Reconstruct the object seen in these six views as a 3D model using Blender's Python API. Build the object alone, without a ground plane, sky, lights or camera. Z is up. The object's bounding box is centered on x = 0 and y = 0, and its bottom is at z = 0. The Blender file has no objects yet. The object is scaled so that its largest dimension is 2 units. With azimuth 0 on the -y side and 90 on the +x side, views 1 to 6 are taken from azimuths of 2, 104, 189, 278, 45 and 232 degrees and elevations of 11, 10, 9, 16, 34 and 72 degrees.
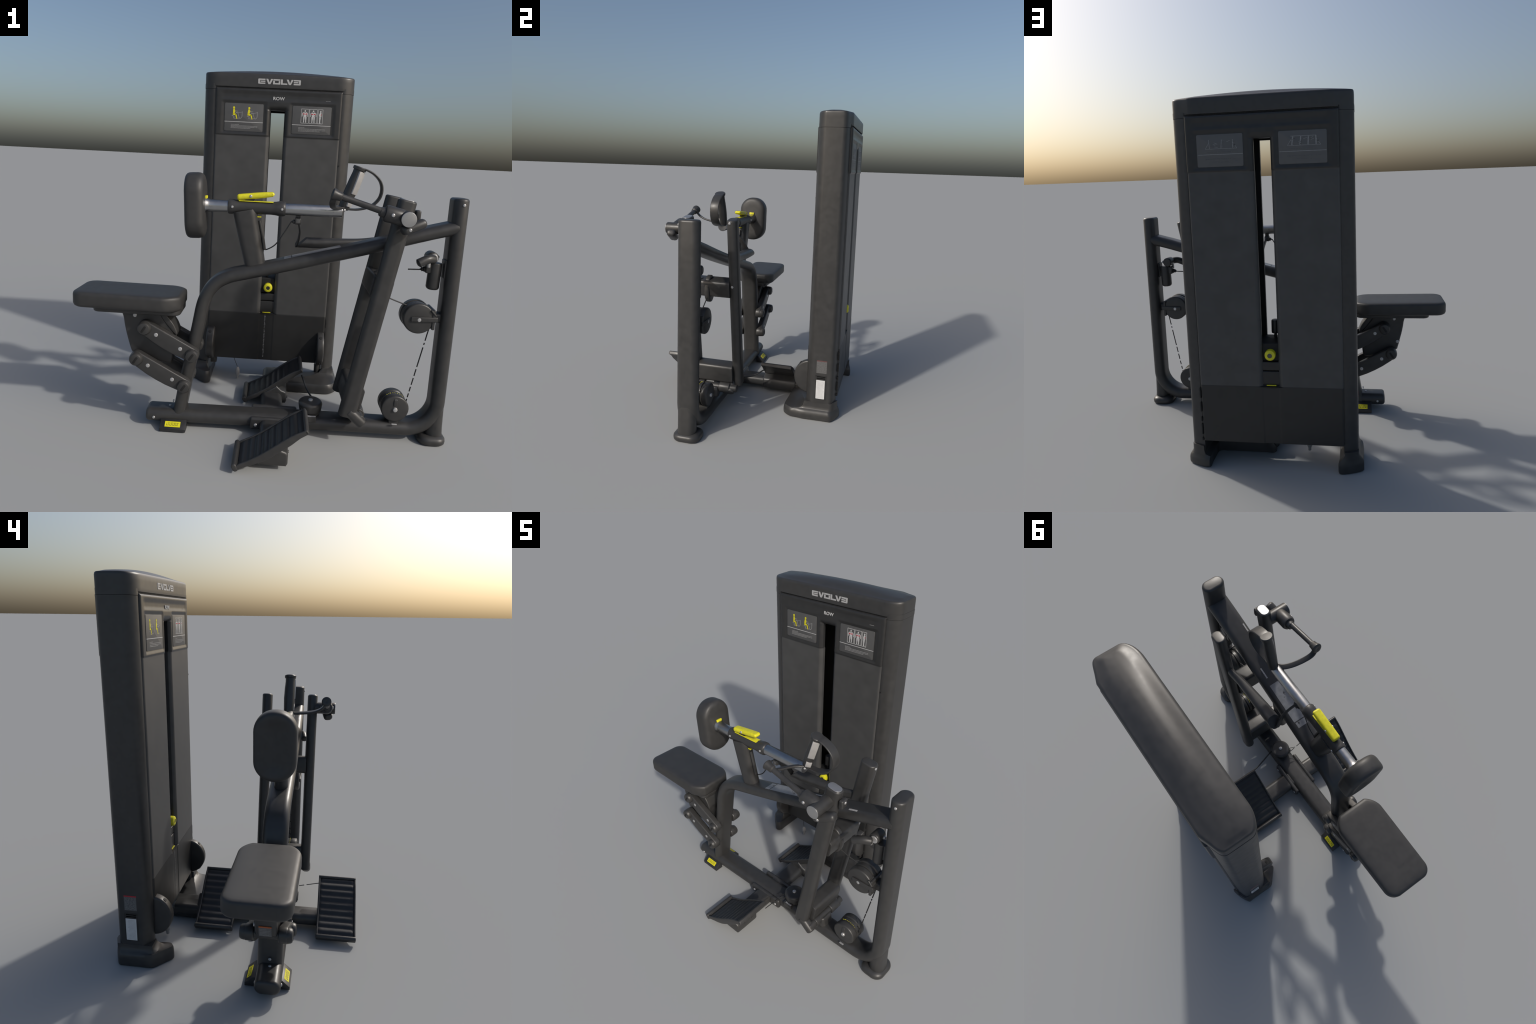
"""Seated row gym machine: weight tower, tubular frame, seat, chest pad, swing arms, foot plates."""
import bpy, bmesh, math, random
from mathutils import Vector, Matrix

random.seed(7)
V = Vector
YC = -0.192            # centre plane of the tubular frame
X, Y, Z = V((1, 0, 0)), V((0, 1, 0)), V((0, 0, 1))

# ------------------------------------------------------------------ materials
def material(name, base, rough=0.45, metal=0.0, var=0.12, scale=30.0, bump=0.0, bscale=400.0,
             spec=0.5, coat=0.0, rvar=0.08, flecks=None):
    m = bpy.data.materials.new(name)
    m.use_nodes = True
    nt = m.node_tree
    n, l = nt.nodes, nt.links
    b = n["Principled BSDF"]
    b.inputs["Metallic"].default_value = metal
    b.inputs["Specular IOR Level"].default_value = spec
    b.inputs["Coat Weight"].default_value = coat
    co = n.new("ShaderNodeTexCoord")
    noise = n.new("ShaderNodeTexNoise")
    noise.inputs["Scale"].default_value = scale
    noise.inputs["Detail"].default_value = 4
    l.new(co.outputs["Object"], noise.inputs["Vector"])
    ramp = n.new("ShaderNodeValToRGB")
    lo = [c * (1 - var) for c in base]
    hi = [min(1, c * (1 + var)) for c in base]
    ramp.color_ramp.elements[0].position = 0.3
    ramp.color_ramp.elements[1].position = 0.7
    ramp.color_ramp.elements[0].color = (*lo, 1)
    ramp.color_ramp.elements[1].color = (*hi, 1)
    l.new(noise.outputs["Fac"], ramp.inputs["Fac"])
    col = ramp.outputs["Color"]
    if flecks:                      # worn specks: (colour, scale, threshold)
        fc, fs, ft = flecks
        sp = n.new("ShaderNodeTexNoise")
        sp.inputs["Scale"].default_value = fs
        sp.inputs["Detail"].default_value = 6
        l.new(co.outputs["Object"], sp.inputs["Vector"])
        th = n.new("ShaderNodeValToRGB")
        th.color_ramp.elements[0].position = ft
        th.color_ramp.elements[1].position = ft + 0.03
        l.new(sp.outputs["Fac"], th.inputs["Fac"])
        mix = n.new("ShaderNodeMix")
        mix.data_type = "RGBA"
        l.new(th.outputs["Color"], mix.inputs[0])
        l.new(col, mix.inputs[6])
        mix.inputs[7].default_value = (*fc, 1)
        col = mix.outputs[2]
    l.new(col, b.inputs["Base Color"])
    mr = n.new("ShaderNodeMapRange")
    mr.inputs["To Min"].default_value = max(0.03, rough - rvar)
    mr.inputs["To Max"].default_value = min(1, rough + rvar)
    l.new(noise.outputs["Fac"], mr.inputs["Value"])
    l.new(mr.outputs["Result"], b.inputs["Roughness"])
    if bump:
        bn = n.new("ShaderNodeTexNoise")
        bn.inputs["Scale"].default_value = bscale
        bn.inputs["Detail"].default_value = 3
        l.new(co.outputs["Object"], bn.inputs["Vector"])
        bp = n.new("ShaderNodeBump")
        bp.inputs["Strength"].default_value = bump
        bp.inputs["Distance"].default_value = 0.002
        l.new(bn.outputs["Fac"], bp.inputs["Height"])
        l.new(bp.outputs["Normal"], b.inputs["Normal"])
    return m

def grey(v, warm=1.0):
    return (v * warm, v, v / warm)

PAINT = material("black_powder_coat", grey(0.036, 1.01), 0.40, bump=0.03, bscale=900)
CAPPLASTIC = material("tower_plastic", grey(0.036, 1.01), 0.38, bump=0.03, bscale=900)
VINYL = material("black_vinyl", grey(0.034, 1.01), 0.50, bump=0.10, bscale=700)
SHEET = material("grey_panel_sheet", grey(0.058, 1.0), 0.43, bump=0.12, bscale=350, scale=12,
                 flecks=(grey(0.025), 90, 0.74))
BEZEL = material("panel_bezel_plastic", grey(0.025), 0.36)
KICK = material("lower_panel_plastic", grey(0.020), 0.42, scale=12)
CHROME = material("satin_chrome", grey(0.42), 0.30, metal=1.0, var=0.05)
BOLT = material("zinc_bolt", grey(0.50), 0.42, metal=0.55, var=0.1)
SILVERCAP = material("silver_cap", grey(0.40), 0.35, metal=0.75, var=0.05)
YELLOW = material("yellow_plastic", (0.66, 0.62, 0.02), 0.42, var=0.10, scale=60, flecks=((0.10, 0.10, 0.03), 120, 0.72))
YELLOWINK = material("yellow_print", (0.68, 0.62, 0.01), 0.5, var=0.04)
PLATE = material("info_plate_grey", grey(0.080), 0.42, var=0.05)
BACKPLATE = material("back_plate_grey", grey(0.105), 0.5, var=0.05)
PRINT = material("white_print", grey(0.50), 0.5, var=0.06)
DIMPRINT = material("dim_grey_print", grey(0.24), 0.5, var=0.2, scale=300)
LOGO = material("logo_silver", grey(0.42), 0.45, var=0.05)
REDINK = material("red_print", (0.42, 0.02, 0.035), 0.5, var=0.1)
ORANGEINK = material("orange_print", (0.42, 0.10, 0.025), 0.5, var=0.1)
DARKINK = material("dark_print", grey(0.02), 0.5)
WHITELABEL = material("white_label", grey(0.62), 0.55, var=0.05)
STICKER = material("grey_sticker", grey(0.11), 0.5, var=0.25, scale=200)
SILVERLABEL = material("worn_silver_label", (0.20, 0.205, 0.215), 0.36, var=0.15, scale=40, flecks=(grey(0.05), 35, 0.66))
TAGGREY = material("grey_tag_plastic", grey(0.26), 0.45)
FADEDRED = material("faded_red_print", (0.11, 0.05, 0.048), 0.5, var=0.1)
GRIPMETAL = material("grip_label_metal", grey(0.36, 1.02), 0.40, var=0.08)
SCUFF = material("bare_scuff", grey(0.32), 0.4, var=0.3, scale=200)
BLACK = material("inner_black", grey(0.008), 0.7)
RUBBER = material("tread_rubber", (0.022, 0.0225, 0.024), 0.45, bump=0.06, bscale=500)
CABLE = material("black_cable", grey(0.018), 0.5)

# ------------------------------------------------------------------ object helpers
ROOT = bpy.data.objects.new("rowing_machine", None)
bpy.context.scene.collection.objects.link(ROOT)
ROOT["label"] = "black seated row gym machine with tall weight tower"
ROOT["category"] = "gym machine"

def make(name, bm, mat, parent=None, angle=38, kind=None):
    bmesh.ops.remove_doubles(bm, verts=bm.verts, dist=1e-6)
    bmesh.ops.recalc_face_normals(bm, faces=bm.faces)
    me = bpy.data.meshes.new(name)
    bm.to_mesh(me)
    bm.free()
    me.materials.append(mat)
    me.shade_smooth()
    me.set_sharp_from_angle(angle=math.radians(angle))
    ob = bpy.data.objects.new(name, me)
    bpy.context.scene.collection.objects.link(ob)
    ob.parent = parent if parent else ROOT
    if kind:
        ob["kind"] = kind
    return ob

def rrect(w, h, r, n=7, inset=0.0):
    """rounded rectangle outline, counter clockwise; inset keeps the point count."""
    hw, hh = w / 2, h / 2
    r = min(r, hw, hh)
    cx, cy = hw - r, hh - r
    rr = r - inset
    if rr < 1e-4:
        d = 1e-4 - rr
        rr = 1e-4
        cx, cy = max(cx - d, 1e-4), max(cy - d, 1e-4)
    pts = []
    for k, (sx, sy) in enumerate([(1, 1), (-1, 1), (-1, -1), (1, -1)]):
        for i in range(n):
            a = math.pi / 2 * (k + i / (n - 1))
            pts.append((sx * cx + rr * math.cos(a), sy * cy + rr * math.sin(a)))
    return pts

def skin(bm, rings, closed_caps=True):
    vr = [[bm.verts.new(p) for p in ring] for ring in rings]
    n = len(vr[0])
    for a, b in zip(vr, vr[1:]):
        for i in range(n):
            bm.faces.new((a[i], a[(i + 1) % n], b[(i + 1) % n], b[i]))
    if closed_caps:
        bm.faces.new(vr[0][::-1])
        bm.faces.new(vr[-1])
    return vr

def frames(path, side=None):
    path = [V(p) for p in path]
    out = []
    prev = None
    for i, p in enumerate(path):
        if i == 0:
            t = path[1] - p
        elif i == len(path) - 1:
            t = p - path[i - 1]
        else:
            t = (p - path[i - 1]).normalized() + (path[i + 1] - p).normalized()
        t.normalize()
        if side is not None:
            s = side - t * side.dot(t)
        elif prev is None:
            ref = Z if abs(t.z) < 0.9 else X
            s = ref.cross(t)
        else:
            s = prev - t * prev.dot(t)
        s.normalize()
        prev = s
        out.append((p, t, s, t.cross(s).normalized()))
    return out

def sweep(bm, path, w, h, r, side=None, ends=(0.004, 0.004), n=7, ke=4, size=None):
    """rounded-rectangle tube along a path, rounded at both ends.
    w is measured along `side`, h across it. size(k) may scale the section along the path."""
    fr = frames(path, side)
    rings = []
    def ring(p, s, b, inset, k=1.0):
        ws, hs = (k if isinstance(k, tuple) else (k, k))
        return [p + s * a + b * c for a, c in rrect(w * ws, h * hs, r * min(ws, hs), n, inset)]
    p0, t0, s0, b0 = fr[0]
    p1, t1, s1, b1 = fr[-1]
    k0 = size(0.0) if size else 1.0
    k1 = size(1.0) if size else 1.0
    e0, e1 = ends
    for i in range(ke):
        a = math.pi / 2 * i / ke
        rings.append(ring(p0 + t0 * e0 * (1 - math.sin(a)), s0, b0, e0 * (1 - math.cos(math.pi / 2 - a)) if e0 else 0, k0))
    rings.append(ring(p0 + t0 * e0, s0, b0, 0, k0))
    # correct order: first ring sits at the very end with the largest inset
    rings = [ring(p0 + t0 * e0 * (1 - math.cos(math.pi / 2 * i / ke)), s0, b0,
                  e0 * (1 - math.sin(math.pi / 2 * i / ke)), k0) for i in range(ke + 1)]
    m = len(fr)
    for i in range(1, m - 1):
        p, t, s, b = fr[i]
        rings.append(ring(p, s, b, 0, size(i / (m - 1)) if size else 1.0))
    rings += [ring(p1 - t1 * e1 * (1 - math.cos(math.pi / 2 * i / ke)), s1, b1,
                   e1 * (1 - math.sin(math.pi / 2 * i / ke)), k1) for i in range(ke, -1, -1)]
    skin(bm, rings)

def catmull(pts, n=8):
    pts = [V(p) for p in pts]
    P = [pts[0] * 2 - pts[1]] + pts + [pts[-1] * 2 - pts[-2]]
    out = []
    for i in range(1, len(P) - 2):
        a, b, c, d = P[i - 1], P[i], P[i + 1], P[i + 2]
        for k in range(n):
            t = k / n
            out.append(0.5 * ((2 * b) + (c - a) * t + (2 * a - 5 * b + 4 * c - d) * t * t + (3 * b - a - 3 * c + d) * t ** 3))
    out.append(pts[-1])
    return out

def fillet(p, q, r, rad, n=10):
    """arc points replacing corner q of the polyline p-q-r."""
    p, q, r = V(p), V(q), V(r)
    a, b = (p - q).normalized(), (r - q).normalized()
    half = a.angle(b) / 2
    d = rad / math.tan(half)
    c = q + (a + b).normalized() * (rad / math.sin(half))
    s, e = q + a * d, q + b * d
    out = []
    u, v = s - c, e - c
    ang = u.angle(v)
    for i in range(n + 1):
        t = i / n
        out.append(c + (u * math.sin((1 - t) * ang) + v * math.sin(t * ang)) / math.sin(ang))
    return out

def box(bm, c, size, edge=0.004, corner=None, along=Z, side=None, n=5):
    """box centred at c; size=(side, across, along)."""
    c = V(c)
    along = V(along).normalized()
    w, h, L = size
    sweep(bm, [c - along * L / 2, c + along * L / 2], w, h, corner if corner is not None else edge,
          side=side if side is not None else (X if abs(along.x) < 0.9 else Y), ends=(edge, edge), n=n, ke=3)

def aabox(bm, lo, hi, edge=0.003, corner=None, axis="z"):
    lo, hi = V(lo), V(hi)
    c, d = (lo + hi) / 2, hi - lo
    if axis == "z":
        box(bm, c, (d.x, d.y, d.z), edge, corner, Z, X)
    elif axis == "x":
        box(bm, c, (d.y, d.z, d.x), edge, corner, X, Y)
    else:
        box(bm, c, (d.x, d.z, d.y), edge, corner, Y, X)

def turn(bm, p0, axis, profile, n=28):
    """lathe: profile of (distance along axis, radius)."""
    p0, axis = V(p0), V(axis).normalized()
    ref = Z if abs(axis.z) < 0.9 else X
    s = ref.cross(axis).normalized()
    b = axis.cross(s)
    rings = []
    for d, r in profile:
        r = max(r, 2e-4)
        rings.append([p0 + axis * d + (s * math.cos(2 * math.pi * i / n) + b * math.sin(2 * math.pi * i / n)) * r for i in range(n)])
    skin(bm, rings)

def cyl(bm, p0, p1, r, edge=0.002, n=24):
    p0, p1 = V(p0), V(p1)
    L = (p1 - p0).length
    edge = min(edge, r * 0.95, L * 0.49)
    prof = [(edge * (1 - math.cos(math.pi / 2 * i / 4)), r - edge * (1 - math.sin(math.pi / 2 * i / 4))) for i in range(5)]
    prof += [(L - d, rr) for d, rr in prof[::-1]]
    turn(bm, p0, p1 - p0, prof, n)

def ball(bm, c, r, n=20):
    cyl(bm, V(c) - Z * r, V(c) + Z * r, r, r * 0.98, n)

def wire(bm, path, r, n=8):
    rings = []
    for p, t, s, b in frames(path):
        rings.append([p + (s * math.cos(2 * math.pi * i / n) + b * math.sin(2 * math.pi * i / n)) * r for i in range(n)])
    skin(bm, rings)

def prism(bm, pts, origin, u, v, depth, bevel=0.0, seg=3):
    """polygon pts (a,b) in the plane origin+a*u+b*v, extruded by vector depth, edges bevelled."""
    origin, u, v, depth = V(origin), V(u), V(v), V(depth)
    t = bmesh.new()
    lo = [t.verts.new(origin + u * a + v * b) for a, b in pts]
    f = t.faces.new(lo)
    ex = bmesh.ops.extrude_face_region(t, geom=[f])
    bmesh.ops.translate(t, verts=[e for e in ex["geom"] if isinstance(e, bmesh.types.BMVert)], vec=depth)
    bmesh.ops.recalc_face_normals(t, faces=t.faces)
    if bevel:
        dn = depth.normalized()
        ed = [e for e in t.edges if abs((e.verts[1].co - e.verts[0].co).normalized().dot(dn)) < 0.5]
        bmesh.ops.bevel(t, geom=ed, offset=bevel, segments=seg, affect="EDGES", profile=0.5, clamp_overlap=True)
    me = bpy.data.meshes.new("tmp")
    t.to_mesh(me)
    t.free()
    bm.from_mesh(me)
    bpy.data.meshes.remove(me)

def smooth_poly(pts, n=4):
    """closed Catmull-Rom through 2D control points."""
    out = []
    m = len(pts)
    for i in range(m):
        a, b, c, d = [V((*pts[(i + k) % m], 0)) for k in (-1, 0, 1, 2)]
        for k in range(n):
            t = k / n
            q = 0.5 * ((2 * b) + (c - a) * t + (2 * a - 5 * b + 4 * c - d) * t * t + (3 * b - a - 3 * c + d) * t ** 3)
            out.append((q.x, q.y))
    return out

def bolts(name, places, r, parent, mat=BOLT, h=0.004, kind=None):
    """shared-mesh bolt heads; places = [(point, normal)]."""
    bm = bmesh.new()
    turn(bm, (0, 0, -0.002), Z, [(0, r), (0.002 + h * 0.4, r), (0.002 + h * 0.8, r * 0.86), (0.002 + h, r * 0.55), (0.002 + h, r * 0.1)], 16)
    first = make(name, bm, mat, parent)
    obs = []
    for i, (p, nrm) in enumerate(places):
        ob = first if i == 0 else first.copy()
        if i:
            bpy.context.scene.collection.objects.link(ob)
        ob.matrix_world = Matrix.Translation(V(p)) @ V(nrm).to_track_quat("Z", "Y").to_matrix().to_4x4()
        ob.parent = parent
        obs.append(ob)
    return obs

def sm(a, b, x):
    t = min(1, max(0, (x - a) / (b - a)))
    return t * t * (3 - 2 * t)

# ================================================================== WEIGHT TOWER
TX, TY0, TY1 = 0.455, 0.424, 0.634            # outer half width, front and back
TYM = (TY0 + TY1) / 2

def tower_corner(cx, rx, cy, ry, a0, a1, n=9):
    return [(cx + rx * math.cos(math.radians(a0 + (a1 - a0) * i / (n - 1))),
             cy + ry * math.sin(math.radians(a0 + (a1 - a0) * i / (n - 1)))) for i in range(n)]

RX, RY = 0.100, 0.058          # front corners; the rear ones are cut back further
BX, BY = 0.100, 0.054
def squash(pts):                # rear corners run in a flatter, chamfer-like curve
    return [(x, y - 0.010 * math.sin(math.pi * min(1, max(0, (x - (TX - BX)) / BX))) ** 1.0) for x, y in pts]
right_half = tower_corner(TX - RX, RX, TY0 + RY, RY, -90, 0, 13) + squash(tower_corner(TX - BX, BX, TY1 - BY, BY, 0, 90, 13))
cap_outline = right_half + [(-x, y) for x, y in right_half[::-1]]
# densify the long front and back edges so the crown can bend
def densify(pts, step=0.03):
    out = []
    for i, p in enumerate(pts):
        q = pts[(i + 1) % len(pts)]
        d = math.dist(p, q)
        m = max(1, int(d / step))
        out += [(p[0] + (q[0] - p[0]) * k / m, p[1] + (q[1] - p[1]) * k / m) for k in range(m)]
    return out
cap_outline = densify(cap_outline)

post_outline = [(0.3800, 0.4310)] + [p for p in right_half if p[0] > 0.386] + [(0.3800, 0.6210)]
bm = bmesh.new()
for sx in (1, -1):
    rings = []
    for z, k in [(0.075, 1.0), (1.8655, 1.0)]:
        rings.append([V((sx * x, y, z)) for x, y in post_outline])
    skin(bm, rings)
tower = make("weight_tower", bm, CAPPLASTIC)

def crown(x):
    return max(0.0, 1 - (x / 0.44) ** 2)

bm = bmesh.new()
rings = []
for z, s in [(1.8825, 0.997), (1.8845, 1.0), (1.9, 1.0), (1.93, 1.0), (1.950, 1.0)]:
    rings.append([V((x, TYM + (y - TYM) * s, z)) for x, y in cap_outline])
for k in range(1, 22):
    t = (k / 21) ** 1.35
    ring = []
    for x, y in cap_outline:
        sxp = max(-0.40, min(0.40, x * 0.90))
        px, py = x + (sxp - x) * t, y + (TYM - y) * t
        e = min(1, t / 0.11)
        z = 1.950 + 0.013 * math.sqrt(max(0, 1 - (1 - e) ** 2)) + 0.006 * sm(0.05, 0.6, t) + 0.0225 * crown(px) * sm(-0.10, 0.95, t)
        ring.append(V((px, py, z)))
    rings.append(ring)
bm.faces.new(skin(bm, rings, False)[0][::-1])      # the crown closes on its own ridge line
for sx in (1, -1):     # cap shoulders that run down on to the posts
    skin(bm, [[V((sx * (x if x < 0.387 else x + 0.0012), TYM + (y - TYM) * 1.006, z)) for x, y in post_outline] for z in (1.867, 1.895)])
make("tower_cap", bm, CAPPLASTIC, tower)

SLOT0, SLOT1, SLZ0, SLZ1 = -0.046, 0.040, 0.470, 1.752
PX, PZ0, PZ1 = 0.384, 0.150, 1.875

def panel_height(x, z, back):
    """outward relief of the front/back panel surface in metres."""
    h = 0.0
    h += (0.006 if back else 0.0035) * sm(1.590, 1.602, z)                                     # bezel stands proud
    wx = max(sm(0.062, 0.088, abs(x)) * (1 - sm(0.327, 0.352, abs(x))), 0)
    h -= 0.004 * wx * sm(1.600, 1.622, z) * (1 - sm(1.784, 1.806, z))    # plate windows
    h -= 0.0035 * sm(1.798, 1.824, z) * (1 - sm(1.836, 1.864, z)) * (1 - sm(0.315, 0.365, abs(x)))
    e = min((PX - abs(x)) / 0.014, (PZ1 - z) / 0.012)
    if e < 1:
        h -= 0.010 * (1 - math.sqrt(max(0, 1 - (1 - max(e, 0)) ** 2)))
    # roll into the slot
    dx = max(SLOT0 - x, x - SLOT1, 0)
    dz = max(z - SLZ1, SLZ0 - z, 0)
    d = math.hypot(dx, dz)
    wide = 0.024 if dz == 0 else 0.030
    if z > SLZ0 - 0.004 and d < wide:
        h -= 0.016 * (1 - d / wide) ** 2
    h += 0.001 * (1 - sm(0.464, 0.470, z))                               # lower panel steps back
    h -= 0.0025 * (1 - sm(0.460, 0.464, z)) * (1 - sm(0.040, 0.050, abs(x + 0.003)))
    return h

def lines(lo, hi, step, keys):
    """grid lines with every key coordinate present and fine spacing near it."""
    s = {round(lo, 5), round(hi, 5)}
    k = int((hi - lo) / step)
    for i in range(1, k):
        s.add(round(lo + (hi - lo) * i / k, 5))
    for c, half, m in keys:
        for i in range(-m, m + 1):
            v = round(c + half * i / m, 5)
            if lo < v < hi:
                s.add(v)
    out = sorted(s)
    keep = [out[0]]
    must = {round(c, 5) for c, _, _ in keys}
    for v in out[1:]:
        if v - keep[-1] < 0.0012:
            if v in must:
                keep[-1] = v
            continue
        keep.append(v)
    return keep

xs = lines(-PX, PX, 0.02, [(SLOT0, 0.026, 8), (SLOT1, 0.026, 8), (0.075, 0.014, 5), (-0.075, 0.014, 5),
                           (0.340, 0.024, 7), (-0.340, 0.024, 7), (PX, 0.016, 8), (-PX, 0.016, 8)])
zs = lines(PZ0, PZ1, 0.04, [(SLZ0, 0.012, 5), (SLZ1, 0.032, 8), (1.596, 0.008, 4), (1.612, 0.012, 5), (1.795, 0.012, 5),
                            (1.83, 0.03, 10), (PZ1, 0.014, 7), (0.467, 0.004, 3)])

def panel(y, out, part_names, mats, back):
    parts = [(PZ0, SLZ0), (SLZ0, 1.5955), (1.5955, PZ1)]
    cut = min(zs, key=lambda z: abs(z - 1.5955))
    parts = [(PZ0, SLZ0), (SLZ0, cut), (cut, PZ1)]
    res = []
    for (z0, z1), name, mat in zip(parts, part_names, mats):
        bm = bmesh.new()
        zz = [z for z in zs if z0 - 1e-6 <= z <= z1 + 1e-6]
        grid = {}
        for i, x in enumerate(xs):
            for j, z in enumerate(zz):
                grid[i, j] = bm.verts.new((x, y + out * panel_height(x, z, back), z))
        for i in range(len(xs) - 1):
            for j in range(len(zz) - 1):
                mx, mz = (xs[i] + xs[i + 1]) / 2, (zz[j] + zz[j + 1]) / 2
                if SLOT0 < mx < SLOT1 and SLZ0 < mz < SLZ1:
                    continue
                bm.faces.new((grid[i, j], grid[i + 1, j], grid[i + 1, j + 1], grid[i, j + 1]))
        loose = [v for v in bm.verts if not v.link_faces]
        bmesh.ops.delete(bm, geom=loose, context="VERTS")
        edge = [e for e in bm.edges if len(e.link_faces) == 1]
        ex = bmesh.ops.extrude_edge_only(bm, edges=edge)
        bmesh.ops.translate(bm, verts=[v for v in ex["geom"] if isinstance(v, bmesh.types.BMVert)], vec=(0, -out * 0.018, 0))
        res.append(make(name, bm, mat, tower, angle=30))
    return res

FRONT_Y, BACK_Y = 0.4232, 0.6310
panel(FRONT_Y, -1, ("front_lower_panel", "front_panel", "front_bezel"), (KICK, SHEET, BEZEL), False)
panel(BACK_Y, 1, ("back_lower_panel", "back_panel", "back_bezel"), (KICK, SHEET, BEZEL), True)

bm = bmesh.new()      # near-black shell inside the housing, seen through the slot and from below
for yy in (FRONT_Y + 0.0165, BACK_Y - 0.0195):      # near-black plates behind the two panels, open at the slot
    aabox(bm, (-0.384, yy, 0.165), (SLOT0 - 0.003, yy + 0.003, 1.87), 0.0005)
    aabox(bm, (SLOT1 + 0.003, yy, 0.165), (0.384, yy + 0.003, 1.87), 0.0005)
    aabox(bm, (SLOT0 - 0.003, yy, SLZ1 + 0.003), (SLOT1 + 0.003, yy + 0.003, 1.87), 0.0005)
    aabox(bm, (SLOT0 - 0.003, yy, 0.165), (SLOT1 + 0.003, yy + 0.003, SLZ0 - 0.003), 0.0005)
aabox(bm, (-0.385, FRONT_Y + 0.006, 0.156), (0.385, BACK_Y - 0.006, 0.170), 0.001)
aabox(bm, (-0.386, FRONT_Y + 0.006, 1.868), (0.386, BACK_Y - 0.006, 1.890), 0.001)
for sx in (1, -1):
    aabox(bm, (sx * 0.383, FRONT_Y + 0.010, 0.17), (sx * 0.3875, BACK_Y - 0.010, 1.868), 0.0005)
make("inner_black_shell", bm, BLACK, tower)

# weight stack seen through the slot
bm = bmesh.new()
aabox(bm, (-0.150, 0.440, 0.470), (0.150, 0.616, 0.548), 0.004)
aabox(bm, (-0.150, 0.440, 0.552), (0.150, 0.616, 0.600), 0.005)
stack = make("weight_stack", bm, KICK, tower)
bm = bmesh.new()
aabox(bm, (-0.070, 0.450, 0.602), (0.064, 0.606, 0.700), 0.006)
make("carriage_block", bm, BLACK, stack)
bm = bmesh.new()
turn(bm, (-0.014, 0.492, 0.690), Z, [(0, 0.008), (0.028, 0.008), (0.030, 0.012), (0.034, 0.0205), (0.040, 0.0215), (0.100, 0.0205), (0.106, 0.018), (0.108, 0.012)])
make("carriage_rod", bm, PAINT, stack)
for y, d, cmat in ((0.448, -1, DARKINK), (0.608, 1, PLATE)):
    bm = bmesh.new()
    turn(bm, (-0.003, y, 0.641), V((0, d, 0)), [(-0.01, 0.028), (0.018, 0.029), (0.026, 0.027), (0.030, 0.021), (0.0305, 0.013), (0.026, 0.012)])
    knob = make("selector_knob", bm, YELLOW, stack)
    bm = bmesh.new()
    turn(bm, (-0.003, y, 0.641), V((0, d, 0)), [(0.0, 0.0125), (0.0285, 0.0122), (0.029, 0.008)])
    make("knob_cap", bm, cmat, knob)
bm = bmesh.new()
aabox(bm, (-0.030, 0.4330, 0.4700), (0.022, 0.4400, 0.4745), 0.001)
aabox(bm, (-0.030, 0.616, 0.4700), (0.022, 0.6225, 0.4745), 0.001)
make("stack_edge_strip", bm, YELLOW, stack)

# scale of weight marks on the lower front panel
bm = bmesh.new()
z = 0.170
ysc = FRONT_Y + 0.0015
while z < 0.455:
    w = random.uniform(0.004, 0.009)
    x = -0.012 + random.uniform(-0.001, 0.001)
    aabox(bm, (x - w / 2, ysc - 0.0008, z), (x + w / 2, ysc + 0.003, z + random.uniform(0.004, 0.0065)), 0.0003)
    z += random.uniform(0.0085, 0.0105)
make("weight_scale_mark", bm, DIMPRINT, tower, kind="stuff")

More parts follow.
